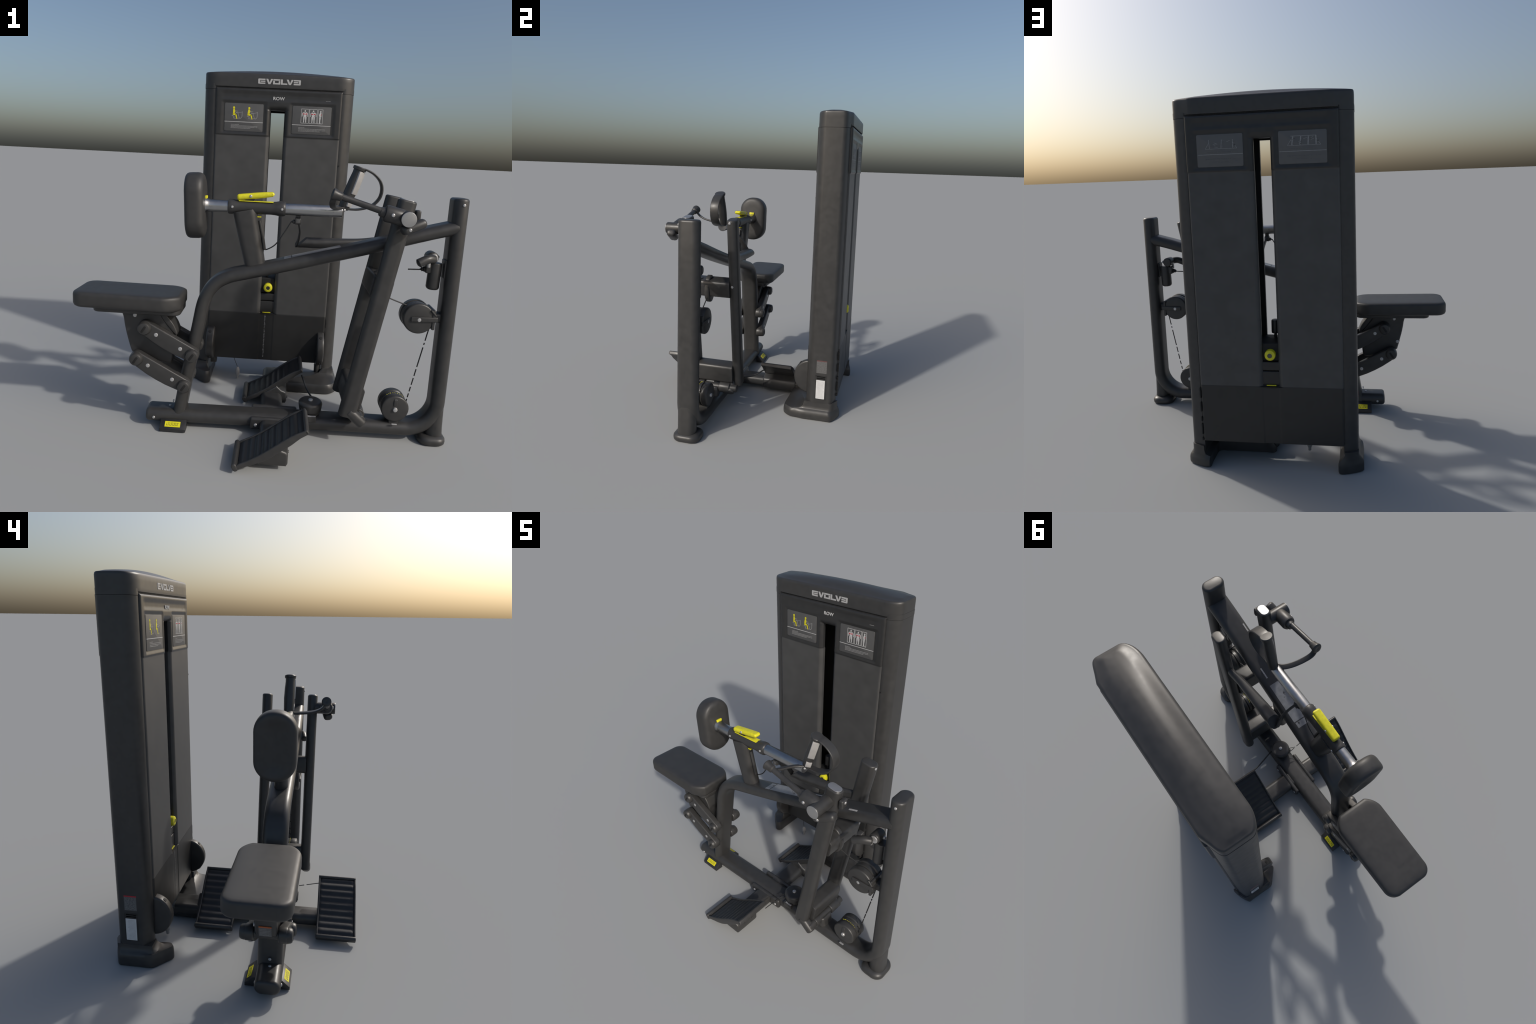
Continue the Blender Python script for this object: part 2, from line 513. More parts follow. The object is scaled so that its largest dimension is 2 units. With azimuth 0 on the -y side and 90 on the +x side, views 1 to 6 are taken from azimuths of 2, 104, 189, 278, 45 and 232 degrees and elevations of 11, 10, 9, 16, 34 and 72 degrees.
# ------------------------------------------------------------------ flat prints
class Decal:
    """draws thin raised shapes on a plane: point = o + a*u + b*v."""
    def __init__(self, o, u, v, normal, h=0.0009):
        self.o, self.u, self.v, self.n, self.h = V(o), V(u), V(v), V(normal), h
        self.groups = {}
    def bm(self, mat):
        return self.groups.setdefault(mat.name, (mat, bmesh.new()))[1]
    def poly(self, mat, pts, h=None):
        b = self.bm(mat)
        hh = h or self.h
        lo = [b.verts.new(self.o + self.u * p[0] + self.v * p[1] - self.n * 0.0005) for p in pts]
        hi = [b.verts.new(self.o + self.u * p[0] + self.v * p[1] + self.n * hh) for p in pts]
        b.faces.new(hi)
        for i in range(len(pts)):
            j = (i + 1) % len(pts)
            b.faces.new((lo[i], lo[j], hi[j], hi[i]))
    def rect(self, mat, a0, b0, a1, b1, h=None, r=0.0):
        if r:
            w, hh = a1 - a0, b1 - b0
            self.poly(mat, [((a0 + a1) / 2 + p, (b0 + b1) / 2 + q) for p, q in rrect(w, hh, r, 4)], h)
        else:
            self.poly(mat, [(a0, b0), (a1, b0), (a1, b1), (a0, b1)], h)
    def line(self, mat, p, q, w, w2=None, h=None):
        dx, dy = q[0] - p[0], q[1] - p[1]
        L = math.hypot(dx, dy)
        nx, ny = -dy / L, dx / L
        w2 = w if w2 is None else w2
        self.poly(mat, [(p[0] - nx * w / 2, p[1] - ny * w / 2), (q[0] - nx * w2 / 2, q[1] - ny * w2 / 2),
                        (q[0] + nx * w2 / 2, q[1] + ny * w2 / 2), (p[0] + nx * w / 2, p[1] + ny * w / 2)], h)
    def disc(self, mat, c, r, ry=None, h=None):
        ry = ry or r
        self.poly(mat, [(c[0] + r * math.cos(2 * math.pi * i / 14), c[1] + ry * math.sin(2 * math.pi * i / 14)) for i in range(14)], h)
    def frame(self, mat, a0, b0, a1, b1, w):
        self.rect(mat, a0, b0, a1, b0 + w)
        self.rect(mat, a0, b1 - w, a1, b1)
        self.rect(mat, a0, b0 + w, a0 + w, b1 - w)
        self.rect(mat, a1 - w, b0 + w, a1, b1 - w)
    def words(self, mat, a0, b0, a1, b1, rnd):
        """one row of tiny unreadable print as broken strokes."""
        a = a0
        while a < a1:
            w = rnd.uniform(0.002, 0.008)
            self.rect(mat, a, b0, min(a + w, a1), b1)
            a += w + rnd.uniform(0.0008, 0.0018)
    def finish(self, name, parent):
        for mat, b in self.groups.values():
            make(name, b, mat, parent, kind="stuff", angle=20)

rnd = random.Random(3)
PLY = 0.4255 - 0.001 - 0.0016
# information plates, front: figures rowing on the left, muscle chart on the right
def plate(x0, x1, z0, z1, y, out, mat, name="info_plate"):
    bm = bmesh.new()
    box(bm, ((x0 + x1) / 2, y, (z0 + z1) / 2), (x1 - x0, z1 - z0, 0.004), 0.0008, 0.007, Y, X)
    return make(name, bm, mat, tower)

pl = plate(-0.325, -0.090, 1.6195, 1.7845, PLY + 0.001, -1, PLATE)
d = Decal((-0.325, PLY - 0.001, 1.6195), X, Z, -Y, 0.0006)
PW, PH = 0.235, 0.165
d.rect(PRINT, 0.0, 0.0545, PW, 0.0572)
for row, (f0, f1) in enumerate([(0.17, 0.38), (0.17, 0.86), (0.17, 0.86), (0.17, 0.68)]):
    d.words(DIMPRINT, f0 * PW, 0.0375 - row * 0.0068, f1 * PW, 0.0407 - row * 0.0068, rnd)
for cx, lean in ((0.0, 0.0), (0.0925, 0.003)):
    def q(a, b):
        return (cx + a + (b - 0.095) * 0.0, b)
    d.disc(YELLOWINK, q(0.0555 + lean * 0.3, 0.1385), 0.0062, 0.0072)
    d.poly(YELLOWINK, [q(0.0500 - lean, 0.1035), q(0.0590 - lean, 0.1035), q(0.0640, 0.1170), q(0.0605, 0.1290), q(0.0570, 0.1345), q(0.0530, 0.1345), q(0.0510 - lean * 0.5, 0.1250), q(0.0505 - lean, 0.1120)])
    d.poly(YELLOWINK, [q(0.0500 - lean, 0.0965), q(0.0500 - lean, 0.1050), q(0.0600, 0.1060), q(0.0700, 0.1000), q(0.0730, 0.0960), q(0.0660, 0.0935)])
    d.line(YELLOWINK, q(0.0690, 0.0990), q(0.0735, 0.0770), 0.0085, 0.0055)
    d.line(YELLOWINK, q(0.0705, 0.0755), q(0.0790, 0.0755), 0.0048, 0.003)
    d.line(DIMPRINT, q(0.0630, 0.1185), q(0.0810, 0.1185), 0.0036, 0.0022)
    d.line(DIMPRINT, q(0.0670, 0.1100), q(0.0860, 0.1080), 0.0055, 0.003)
    d.line(DIMPRINT, q(0.0860, 0.1085), q(0.1075, 0.1150), 0.0022)
    d.line(DIMPRINT, q(0.1070, 0.1185), q(0.1060, 0.0860), 0.0032)
    d.line(DIMPRINT, q(0.1060, 0.0860), q(0.0990, 0.0775), 0.0030)
    d.line(DIMPRINT, q(0.0800, 0.0775), q(0.1000, 0.0770), 0.0034)
    d.line(DIMPRINT, q(0.0800, 0.1060), q(0.0900, 0.0800), 0.0030)
    d.line(DIMPRINT, q(0.0440, 0.0920), q(0.0570, 0.0880), 0.0042)
    d.line(DIMPRINT, q(0.0570, 0.0900), q(0.0560, 0.0760), 0.0046)
    d.line(DIMPRINT, q(0.0540, 0.0760), q(0.0720, 0.0750), 0.0026)
d.finish("plate_print", pl)

pr = plate(0.088, 0.3225, 1.6195, 1.7845, PLY + 0.001, -1, PLATE)
d = Decal((0.088, PLY - 0.001, 1.6195), X, Z, -Y, 0.0006)
d.rect(PRINT, 0.0, 0.0525, PW, 0.0552)
for row, (f0, f1) in enumerate([(0.17, 0.33), (0.17, 0.86), (0.17, 0.86), (0.17, 0.73)]):
    d.words(DIMPRINT, f0 * PW, 0.0370 - row * 0.0068, f1 * PW, 0.0402 - row * 0.0068, rnd)
for a0, a1 in ((0.0520, 0.1000), (0.1025, 0.1500), (0.1535, 0.1840)):
    d.frame(PRINT, a0, 0.0650, a1, 0.1500, 0.0020)
for c in (0.0760, 0.1262):
    d.disc(PRINT, (c, 0.1375), 0.0045, 0.0055)
    d.poly(PRINT, [(c - 0.0035, 0.127), (c + 0.0035, 0.127), (c + 0.003, 0.134), (c - 0.003, 0.134)])
    d.poly(PRINT, [(c - 0.0075, 0.1040), (c + 0.0075, 0.1040), (c + 0.0100, 0.1180), (c + 0.0150, 0.1270), (c + 0.006, 0.1310), (c - 0.006, 0.1310), (c - 0.0150, 0.1270), (c - 0.0100, 0.1180)])
    for s in (1, -1):
        d.line(PRINT, (c + s * 0.0140, 0.1265), (c + s * 0.0165, 0.1150), 0.0058, 0.0048)
        d.line(PRINT, (c + s * 0.0165, 0.1160), (c + s * 0.0170, 0.1045), 0.0042, 0.0030)
        d.line(PRINT, (c + s * 0.0055, 0.1045), (c + s * 0.0060, 0.0880), 0.0092, 0.0070)
        d.line(PRINT, (c + s * 0.0060, 0.0880), (c + s * 0.0062, 0.0770), 0.0060, 0.0046)
        d.line(PRINT, (c + s * 0.0062, 0.0775), (c + s * 0.0066, 0.0700), 0.0046, 0.0064)
        d.poly(REDINK, [(c + s * 0.0015, 0.1165), (c + s * 0.0130, 0.1180), (c + s * 0.0138, 0.1235), (c + s * 0.0030, 0.1225)], 0.0010)
c = 0.1688
d.disc(PRINT, (c + 0.001, 0.1365), 0.0045, 0.0055)
d.poly(PRINT, [(c - 0.0055, 0.1040), (c + 0.0050, 0.1040), (c + 0.0075, 0.1180), (c + 0.0060, 0.1280), (c, 0.1330), (c - 0.0060, 0.1250), (c - 0.0075, 0.1150)])
d.line(PRINT, (c - 0.0010, 0.1060), (c - 0.0020, 0.0880), 0.0115, 0.0075)
d.line(PRINT, (c - 0.0020, 0.0890), (c - 0.0020, 0.0720), 0.0072, 0.0050)
d.line(PRINT, (c - 0.0050, 0.0705), (c + 0.0030, 0.0705), 0.0036)
d.poly(REDINK, [(c + 0.002, 0.1160), (c + 0.0065, 0.1145), (c + 0.0070, 0.1215), (c + 0.0045, 0.1235)], 0.0010)
d.finish("plate_print", pr)

# back plates with faint line diagrams
BPY = BACK_Y + 0.001 + 0.0016
for x1, style in ((0.3245, 0), (-0.0890, 1)):
    x0 = x1 - 0.2360
    p = plate(x0, x1, 1.6210, 1.7800, BPY - 0.001, 1, BACKPLATE)
    d = Decal((x1, BPY + 0.001, 1.6210), -X, Z, Y, 0.0006)
    r2 = random.Random(11 + style)
    d.rect(DIMPRINT, 0.004, 0.0590, 0.2340, 0.0620)
    d.words(STICKER, 0.055, 0.0705, 0.185, 0.0735, r2)
    d.words(STICKER, 0.042, 0.0355, 0.205, 0.0400, r2)
    d.words(STICKER, 0.085, 0.0215, 0.165, 0.0250, r2)
    d.line(DIMPRINT, (0.044, 0.088), (0.062, 0.116), 0.0022)
    d.line(DIMPRINT, (0.186, 0.117), (0.206, 0.088), 0.0022)
    d.rect(DIMPRINT, 0.044, 0.087, 0.206, 0.0890)
    for k in range(3 + style):
        a = 0.066 + k * (0.118 / (2 + style))
        d.line(DIMPRINT, (a, 0.090), (a + r2.uniform(-0.006, 0.006), 0.132), 0.0030 + 0.003 * style)
        d.line(STICKER, (a + 0.006, 0.092), (a + 0.012, 0.122), 0.008, 0.004)
        d.disc(STICKER, (a + 0.012, 0.126), 0.0050)
    for k in range(6):
        a = r2.uniform(0.060, 0.165)
        b = r2.uniform(0.093, 0.120)
        d.line(DIMPRINT, (a, b), (a + r2.uniform(0.008, 0.022), b + r2.uniform(-0.004, 0.012)), 0.0016)
    if style:
        d.rect(DIMPRINT, 0.060, 0.131, 0.184, 0.1335)
    d.finish("plate_print", p)

# EVOLVE-style lettering on the cap: wide strokes, the last E reversed
d = Decal((-0.1300, TY0 - 0.0001, 1.9040), X, Z, -Y, 0.0012)
HL, K = 0.0300, 0.000152
def lx(px):
    return (px - 315) * K
def letter_e(a0, a1, flip=False):
    f = (lambda a: a0 + a1 - a) if flip else (lambda a: a)
    def R(p, q, b0, b1):
        lo, hi = sorted((f(p), f(q)))
        d.rect(LOGO, lo, b0, hi, b1)
    bar = 0.0112
    c = 0.003
    pts = [(a0 + c, 0), (a0 + bar, 0), (a0 + bar, HL), (a0 + c, HL), (a0, HL - c), (a0, c)]
    d.poly(LOGO, [(f(a), b) for a, b in pts])
    R(a0 + bar, a1, 0, 0.0076)
    R(a0 + bar, a1, HL - 0.0076, HL)
    R(a0 + bar + 0.0035, a1, HL / 2 - 0.0034, HL / 2 + 0.0034)
letter_e(lx(315), lx(598))
for v0, v1 in ((628, 900), (1438, 1712)):
    a0, a1 = lx(v0), lx(v1)
    am = (a0 + a1) / 2
    d.poly(LOGO, [(a0, HL), (am - 0.006, 0), (am + 0.001, 0), (am + 0.001, 0.0085), (a0 + 0.0120, HL)])
    d.poly(LOGO, [(am + 0.001, 0), (am + 0.006, 0), (a1, HL), (a1 - 0.0120, HL), (am + 0.001, 0.0085)])
a0, a1 = lx(906), lx(1188)
d.rect(LOGO, a0 + 0.001, HL - 0.0080, a1, HL)
d.rect(LOGO, a0, 0.0, a1, 0.0076)
d.rect(LOGO, a0, 0.0076, a0 + 0.0108, HL - 0.0105)
d.rect(LOGO, a1 - 0.0090, 0.0076, a1, HL - 0.0105)
a0, a1 = lx(1215), lx(1470)
d.rect(LOGO, a0, 0.0, a0 + 0.0110, HL)
d.rect(LOGO, a0 + 0.0110, 0.0, a1, 0.0078)
letter_e(lx(1725), lx(2003), flip=True)
d.finish("brand_lettering", tower)

cu = bpy.data.curves.new("title", "FONT")
cu.body = "ROW"
cu.size = 0.0262
cu.extrude = 0.0008
cu.offset = 0.0005
cu.space_character = 1.06
cu.align_x = "CENTER"
tob = bpy.data.objects.new("title", cu)
bpy.context.scene.collection.objects.link(tob)
bpy.context.view_layer.update()
me = bpy.data.meshes.new_from_object(tob.evaluated_get(bpy.context.evaluated_depsgraph_get()))
bpy.data.objects.remove(tob)
me.materials.clear()
me.materials.append(PRINT)
# the title sits in the soft groove of the bezel: place at the local surface
xs_t = [v.co.x for v in me.vertices]
tw = max(xs_t) - min(xs_t)
for v in me.vertices:
    v.co.x *= 0.069 / tw
t = bpy.data.objects.new("title_lettering", me)
bpy.context.scene.collection.objects.link(t)
t.rotation_euler = (math.radians(90), 0, 0)
t.location = (0.0, 0.4203, 1.8128)
t.parent = tower
d = Decal((0.285, 0.4218, 1.8170), X, Z, -Y, 0.0006)
d.words(DIMPRINT, 0, 0, 0.028, 0.0022, rnd)
d.finish("panel_print", tower)

# stickers on the two end faces
for sx in (1, -1):
    d = Decal((sx * TX, 0.490, 0.0), Y, Z, X * sx, 0.0007)
    d.rect(STICKER, 0.006, 0.318, 0.072, 0.396)
    d.rect(REDINK if sx < 0 else FADEDRED, 0.006, 0.396, 0.072, 0.403)
    d.rect(DARKINK, 0.002, 0.138, 0.076, 0.302)
    r3 = random.Random(5)
    white = 0.0011
    d.rect(WHITELABEL, 0.008 if sx > 0 else 0.012, 0.143, 0.064 if sx > 0 else 0.070, 0.270, white)
    for k in range(12):
        b = 0.324 + k * 0.0058
        a = 0.010
        while a < 0.066:
            w = r3.uniform(0.004, 0.016)
            d.rect(DIMPRINT if sx < 0 else PLATE, a, b, min(a + w, 0.068), b + 0.0012, 0.0009)
            a += w + r3.uniform(0.002, 0.012)
    for k in range(17):
        b = 0.150 + k * 0.0068
        d.rect(TAGGREY, 0.014 if sx > 0 else 0.018, b, r3.uniform(0.052, 0.060), b + 0.0009, 0.0013)
    for k in range(2):
        d.words(STICKER, 0.012, 0.279 + k * 0.011, 0.066, 0.285 + k * 0.011, r3)
    d.finish("warning_sticker", tower)

# rounded side brackets at the tower foot (half discs with access holes)
def half_disc_bracket(sx):
    bm = bmesh.new()
    pts = []
    for i in range(25):
        a = math.radians(90 + 180 * i / 24)
        pts.append((0.440 + 0.105 * math.cos(a), 0.252 + 0.113 * math.sin(a)))
    pts += [(0.452, 0.139), (0.452, 0.365)]
    x0 = 0.334 if sx > 0 else -0.386
    prism(bm, pts, (x0, 0, 0), Y, Z, (0.046 if sx > 0 else 0.052, 0, 0), 0.011, 4)
    ob = make("side_bracket", bm, CAPPLASTIC, tower)
    bm = bmesh.new()
    xm = x0 + 0.024
    for ang in (128, 232):
        a = math.radians(ang)
        p = V((xm, 0.440 + 0.100 * math.cos(a), 0.252 + 0.108 * math.sin(a)))
        nrm = V((0, math.cos(a), math.sin(a)))
        cyl(bm, p - nrm * 0.012, p + nrm * 0.0075, 0.0100, 0.0005, 16)
    make("access_hole", bm, BLACK, ob)
    return ob
for sx in (1, -1):
    half_disc_bracket(sx)
bm = bmesh.new()
cyl(bm, (0.352, 0.452, 0.060), (0.352, 0.452, 0.160), 0.019, 0.003)
aabox(bm, (-0.362, 0.455, 0.098), (-0.322, 0.50, 0.152), 0.004)
make("leveling_stud", bm, PAINT, tower)

# left foot: pointed rounded shoe
def shoe(bm, outline, z_top, rise, post):
    pass
bm = bmesh.new()
foot = [(-0.476, 0.606), (-0.410, 0.638), (-0.352, 0.646), (-0.350, 0.350), (-0.372, 0.332), (-0.392, 0.336), (-0.470, 0.405), (-0.482, 0.430), (-0.482, 0.580)]
cx, cy = -0.415, 0.53
rings = []
for s, z in [(0.95, 0.0), (0.99, 0.004), (1.0, 0.012), (1.0, 0.040), (0.98, 0.052), (0.92, 0.066)]:
    rings.append([V((cx + (x - cx) * (s if s == 1 else s), cy + (y - cy) * (1 - (1 - s) * 0.5), z + 0.012 * sm(0.62, 0.33, y) * (z > 0.04))) for x, y in smooth_poly(densify(foot, 0.05), 3)])
for k, z in [(0.45, 0.078), (0.80, 0.092), (0.95, 0.104), (1.0, 0.116)]:
    ring = []
    for p in rings[5]:
        tx = max(-0.4555, min(-0.385, p.x))
        ty = max(0.424, min(0.634, p.y))
        ring.append(V((p.x + (tx - p.x) * k, p.y + (ty - p.y) * k, z)))
    rings.append(ring)
skin(bm, rings)
make("tower_foot", bm, CAPPLASTIC, tower)

# right foot: broad plate that reaches over to the pedal cross tube
bm = bmesh.new()
foot = [(0.480, 0.575), (0.474, 0.606), (0.410, 0.638), (0.354, 0.646), (0.350, 0.480), (0.330, 0.462), (0.015, 0.462), (0.010, 0.300), (0.020, 0.288),
        (0.380, 0.278), (0.430, 0.286), (0.470, 0.330), (0.482, 0.420)]
rings = []
out = smooth_poly(densify(foot, 0.045), 3)
fx, fy = 0.30, 0.45
for s, z in [(0.965, 0.0), (0.993, 0.004), (1.0, 0.012), (1.0, 0.032), (0.985, 0.046), (0.94, 0.060)]:
    rings.append([V((fx + (x - fx) * s, fy + (y - fy) * (1 - (1 - s) * 0.9), z)) for x, y in out])
for k, z in [(0.45, 0.064), (0.78, 0.070), (0.94, 0.086), (1.0, 0.116)]:
    ring = []
    for p in rings[5]:
        tx = max(0.385, min(0.4555, p.x))
        ty = max(0.424, min(0.634, p.y))
        ring.append(V((p.x + (tx - p.x) * k, p.y + (ty - p.y) * k, z if k > 0.5 else z)))
    rings.append(ring)
skin(bm, rings)
make("tower_foot", bm, CAPPLASTIC, tower)

# hanging tag under the tower
bm = bmesh.new()
turn(bm, (-0.176, 0.431, 0.008), Z, [(0, 0.007), (0.002, 0.009), (0.018, 0.009), (0.02, 0.010), (0.03, 0.0145), (0.055, 0.0145), (0.072, 0.010), (0.078, 0.004)])
tag = make("hanging_weight", bm, TAGGREY, tower)
bm = bmesh.new()
wire(bm, [(-0.177, 0.432, 0.085), (-0.195, 0.445, 0.120), (-0.212, 0.455, 0.160)], 0.0018)
make("tag_cord", bm, CABLE, tag)

# panel slits and screw holes on the tower front edge
bm = bmesh.new()
for z0, z1 in ((0.395, 0.452), (0.318, 0.370), (0.262, 0.285), (0.186, 0.246), (0.150, 0.166)):
    aabox(bm, (0.3842, 0.4262, z0), (0.3905, 0.440, z1), 0.0005)
    aabox(bm, (0.3842, 0.618, z0), (0.3905, 0.6318, z1), 0.0005)
cyl(bm, (0.391, 0.4268, 1.439), (0.391, 0.440, 1.439), 0.005, 0.0005, 12)
make("edge_slit", bm, BLACK, tower, kind="stuff")

# ================================================================== FRAME
TW, TH = 0.131, 0.077
bm = bmesh.new()
corner = fillet((-0.62, -0.188, 0.0675), (0.9405, -0.188, 0.0675), (0.9405, -0.188, 1.318), 0.165, 16)
path = [V((-0.622, -0.204, 0.063)), V((-0.40, -0.201, 0.0635)), V((0.1, -0.194, 0.065)), V((0.5, -0.190, 0.0675))] + corner + [V((0.9405, -0.187, 0.6)), V((0.9405, -0.186, 1.0)), V((0.9405, -0.186, 1.316))]
sweep(bm, path, TW, TH, 0.0385, side=Y, ends=(0.018, 0.014), n=9)
frame = make("frame_tube", bm, PAINT)

bm = bmesh.new()
spine = [(-0.458, -0.196, 0.045), (-0.440, -0.197, 0.100), (-0.416, -0.198, 0.245), (-0.390, -0.199, 0.386), (-0.3575, -0.199, 0.555),
         (-0.327, -0.199, 0.715), (-0.277, -0.199, 0.803), (-0.205, -0.199, 0.850), (-0.108, -0.199, 0.878),
         (0.040, -0.199, 0.917), (0.310, -0.198, 0.990), (0.548, -0.196, 1.057), (0.787, -0.192, 1.128), (0.935, -0.188, 1.168)]
sweep(bm, catmull(spine, 6), 0.130, 0.067, 0.0335, side=Y, ends=(0.002, 0.002), n=9)
upper = make("upper_tube", bm, PAINT)

bm = bmesh.new()      # strut carrying the chest pad sleeve
sweep(bm, catmull([(-0.066, -0.199, 0.885), (-0.078, -0.200, 0.95), (-0.108, -0.200, 1.07), (-0.137, -0.200, 1.198)], 5), 0.074, 0.106, 0.040, side=Y,
      ends=(0.002, 0.002), n=9, size=lambda k: (1.0, 0.98 + 0.20 * k))
make("strut", bm, PAINT, upper)
bm = bmesh.new()
wire(bm, [(-0.058, -0.205, 1.150), (-0.040, -0.205, 1.08), (-0.026, -0.203, 1.00)], 0.009, 10)
make("cable_guide", bm, PAINT, upper)
bm = bmesh.new()
aabox(bm, (-0.070, -0.214, 1.166), (-0.050, -0.192, 1.171), 0.001)
make("release_tab", bm, YELLOW, upper)

# post foot
bm = bmesh.new()
sweep(bm, [(0.940, YC, 0.010), (0.940, YC, 0.09), (0.941, YC, 0.235)], 0.112, 0.090, 0.044, side=Y, ends=(0.002, 0.006), n=9, size=lambda k: (1.0, 1.10 - 0.30 * k))
prof = [(0.0, -0.004), (0.006, 0.002), (0.018, 0.004), (0.030, 0.002), (0.037, -0.004), (0.042, -0.013), (0.046, -0.022)]
rings = []
for z, g in prof:
    rings.append([V((0.9265 + a, -0.189 + b, z)) for a, b in rrect(0.141 + 2 * g, 0.160 + 2 * g, 0.050 + g, 9)])
skin(bm, rings)
make("post_foot", bm, PAINT, frame)
bolts("frame_bolt", [((0.944, -0.2515, 1.284), (0, -1, 0)), ((-0.574, -0.2695, 0.059), (0, -1, 0)), ((-0.480, -0.200, 0.128), (-1, 0, 0.1)),
                     ((-0.574, -0.1385, 0.059), (0, 1, 0)), ((-0.498, -0.203, 0.1015), (0, 0, 1))], 0.0075, frame)

# yellow-labelled glide pads under the seat end
for sy, name in ((-1, "n"), (1, "f")):
    bm = bmesh.new()
    c = -0.194
    prof = [(0.055, 0.055), (0.074, 0.053), (0.114, 0.018), (0.114, 0.002), (0.055, 0.002)]
    prism(bm, [(sy * a, b) for a, b in prof], (-0.535, c, 0), Y, Z, (0.140, 0, 0), 0.003, 2)
    pad = make("glide_pad", bm, RUBBER, frame)
    u = X
    slope = V((0, sy * 0.040, -0.035)).normalized()
    nrm = V((0, sy * 0.035, 0.040)).normalized()
    d = Decal(V((-0.508, c + sy * 0.0800, 0.04775)), X, slope, nrm, 0.0012)
    d.rect(YELLOWINK, 0.0, 0.004, 0.083, 0.034)
    for k in range(8):
        a = 0.010 + k * 0.0082
        d.rect(DARKINK, a, 0.011, a + 0.0016, 0.027, 0.0016)
        d.rect(DARKINK, a + 0.0016, 0.011 if k % 2 else 0.024, a + 0.0056, 0.0135 if k % 2 else 0.027, 0.0016)
    d.finish("pad_label", pad)

# silver label and scuffs on the upper tube
def tube_patch(bm, x0, x1, a0, a1, lift=0.0009, n=8):
    """thin patch lying on the upper tube between frame x positions; a = angle from the top (deg)."""
    pts = catmull(spine, 6)
    fr = [f for f in frames(pts, Y)]
    def at(x):
        for f, g in zip(fr, fr[1:]):
            if f[0].x <= x <= g[0].x:
                t = (x - f[0].x) / max(1e-6, g[0].x - f[0].x)
                return f[0].lerp(g[0], t), f[2], f[3]
    rings = []
    m = 10
    for i in range(m + 1):
        p, s, b = at(x0 + (x1 - x0) * i / m)
        up = b if b.z > 0 else -b
        ring = []
        for k in range(n + 1):
            w = a0 + (a1 - a0) * k / n            # position across in metres
            e = max(0, abs(w) - 0.0315)
            h = 0.0335 - (0.0335 - math.sqrt(max(0, 0.0335 ** 2 - e * e)))
            ring.append(p + s * w + up * (h + lift))
        rings.append(ring)
    vr = [[bm.verts.new(q) for q in r] for r in rings]
    for a, b2 in zip(vr, vr[1:]):
        for i in range(n):
            bm.faces.new((a[i], a[i + 1], b2[i + 1], b2[i]))
    bmesh.ops.solidify(bm, geom=bm.faces[:], thickness=0.0008)
bm = bmesh.new()
tube_patch(bm, 0.128, 0.372, -0.036, 0.034)
make("worn_label", bm, SILVERLABEL, upper)
bm = bmesh.new()
tube_patch(bm, 0.088, 0.122, -0.036, 0.030)
make("worn_label", bm, SILVERLABEL, upper)
bm = bmesh.new()
tube_patch(bm, 0.415, 0.480, 0.016, 0.024)
make("paint_scuff", bm, SCUFF, upper)
bm = bmesh.new()
tube_patch(bm, 0.690, 0.740, -0.047, -0.038)
make("paint_scuff", bm, SCUFF, upper)

# ================================================================== SEAT
bm = bmesh.new()
SX0, SX1, SYC, SYW = -1.000, -0.409, -0.195, 0.298
def seat_ring(inset, z):
    pts = []
    L = SX1 - SX0
    for a, b in rrect(L, SYW, 0.060, 12, inset):
        t = (a + L / 2) / L
        f = abs(b) / (SYW / 2)
        x = a - 0.066 * f ** 1.7 * sm(0.55, 0.90, t)      # inner end drawn to a broad round
        y = b * (1 - 0.05 * sm(0.25, 0.0, t))
        pts.append(V(((SX0 + SX1) / 2 + x, SYC + y, z + 0.005 * (1 - t))))
    return pts
rings = [seat_ring(0.030, 0.664), seat_ring(0.014, 0.6655), seat_ring(0.005, 0.671), seat_ring(0.0, 0.682), seat_ring(0.0, 0.70), seat_ring(0.0, 0.726), seat_ring(0.002, 0.735),
         seat_ring(0.006, 0.7405), seat_ring(0.013, 0.7440), seat_ring(0.025, 0.7460), seat_ring(0.050, 0.7468), seat_ring(0.085, 0.7465), seat_ring(0.120, 0.7462)]
skin(bm, rings)
seat = make("seat_cushion", bm, VINYL, angle=60)
bm = bmesh.new()
sweep(bm, [(-0.670, SYC, 0.642), (-0.670, SYC, 0.672)], 0.46, 0.216, 0.04, side=X, ends=(0.008, 0.002))
make("seat_base", bm, PAINT, seat)

bm = bmesh.new()      # bracket that hangs below the cushion
outl = smooth_poly([(-0.748, 0.648), (-0.746, 0.600), (-0.736, 0.540), (-0.718, 0.470), (-0.700, 0.418), (-0.672, 0.392), (-0.620, 0.382), (-0.540, 0.370),
                    (-0.498, 0.366), (-0.482, 0.385), (-0.476, 0.450), (-0.470, 0.510), (-0.485, 0.550), (-0.525, 0.600), (-0.560, 0.648), (-0.640, 0.650)], 4)
prism(bm, outl, (0, -0.254, 0), X, Z, (0, 0.102, 0), 0.012, 4)
brk = make("seat_bracket", bm, PAINT, seat)
bm = bmesh.new()
prism(bm, smooth_poly([(-0.560, 0.650), (-0.535, 0.605), (-0.495, 0.555), (-0.470, 0.530), (-0.458, 0.535), (-0.476, 0.580), (-0.508, 0.622), (-0.530, 0.650)], 3), (0, -0.258, 0), X, Z, (0, 0.110, 0), 0.006, 3)
make("seat_gusset", bm, PAINT, seat)

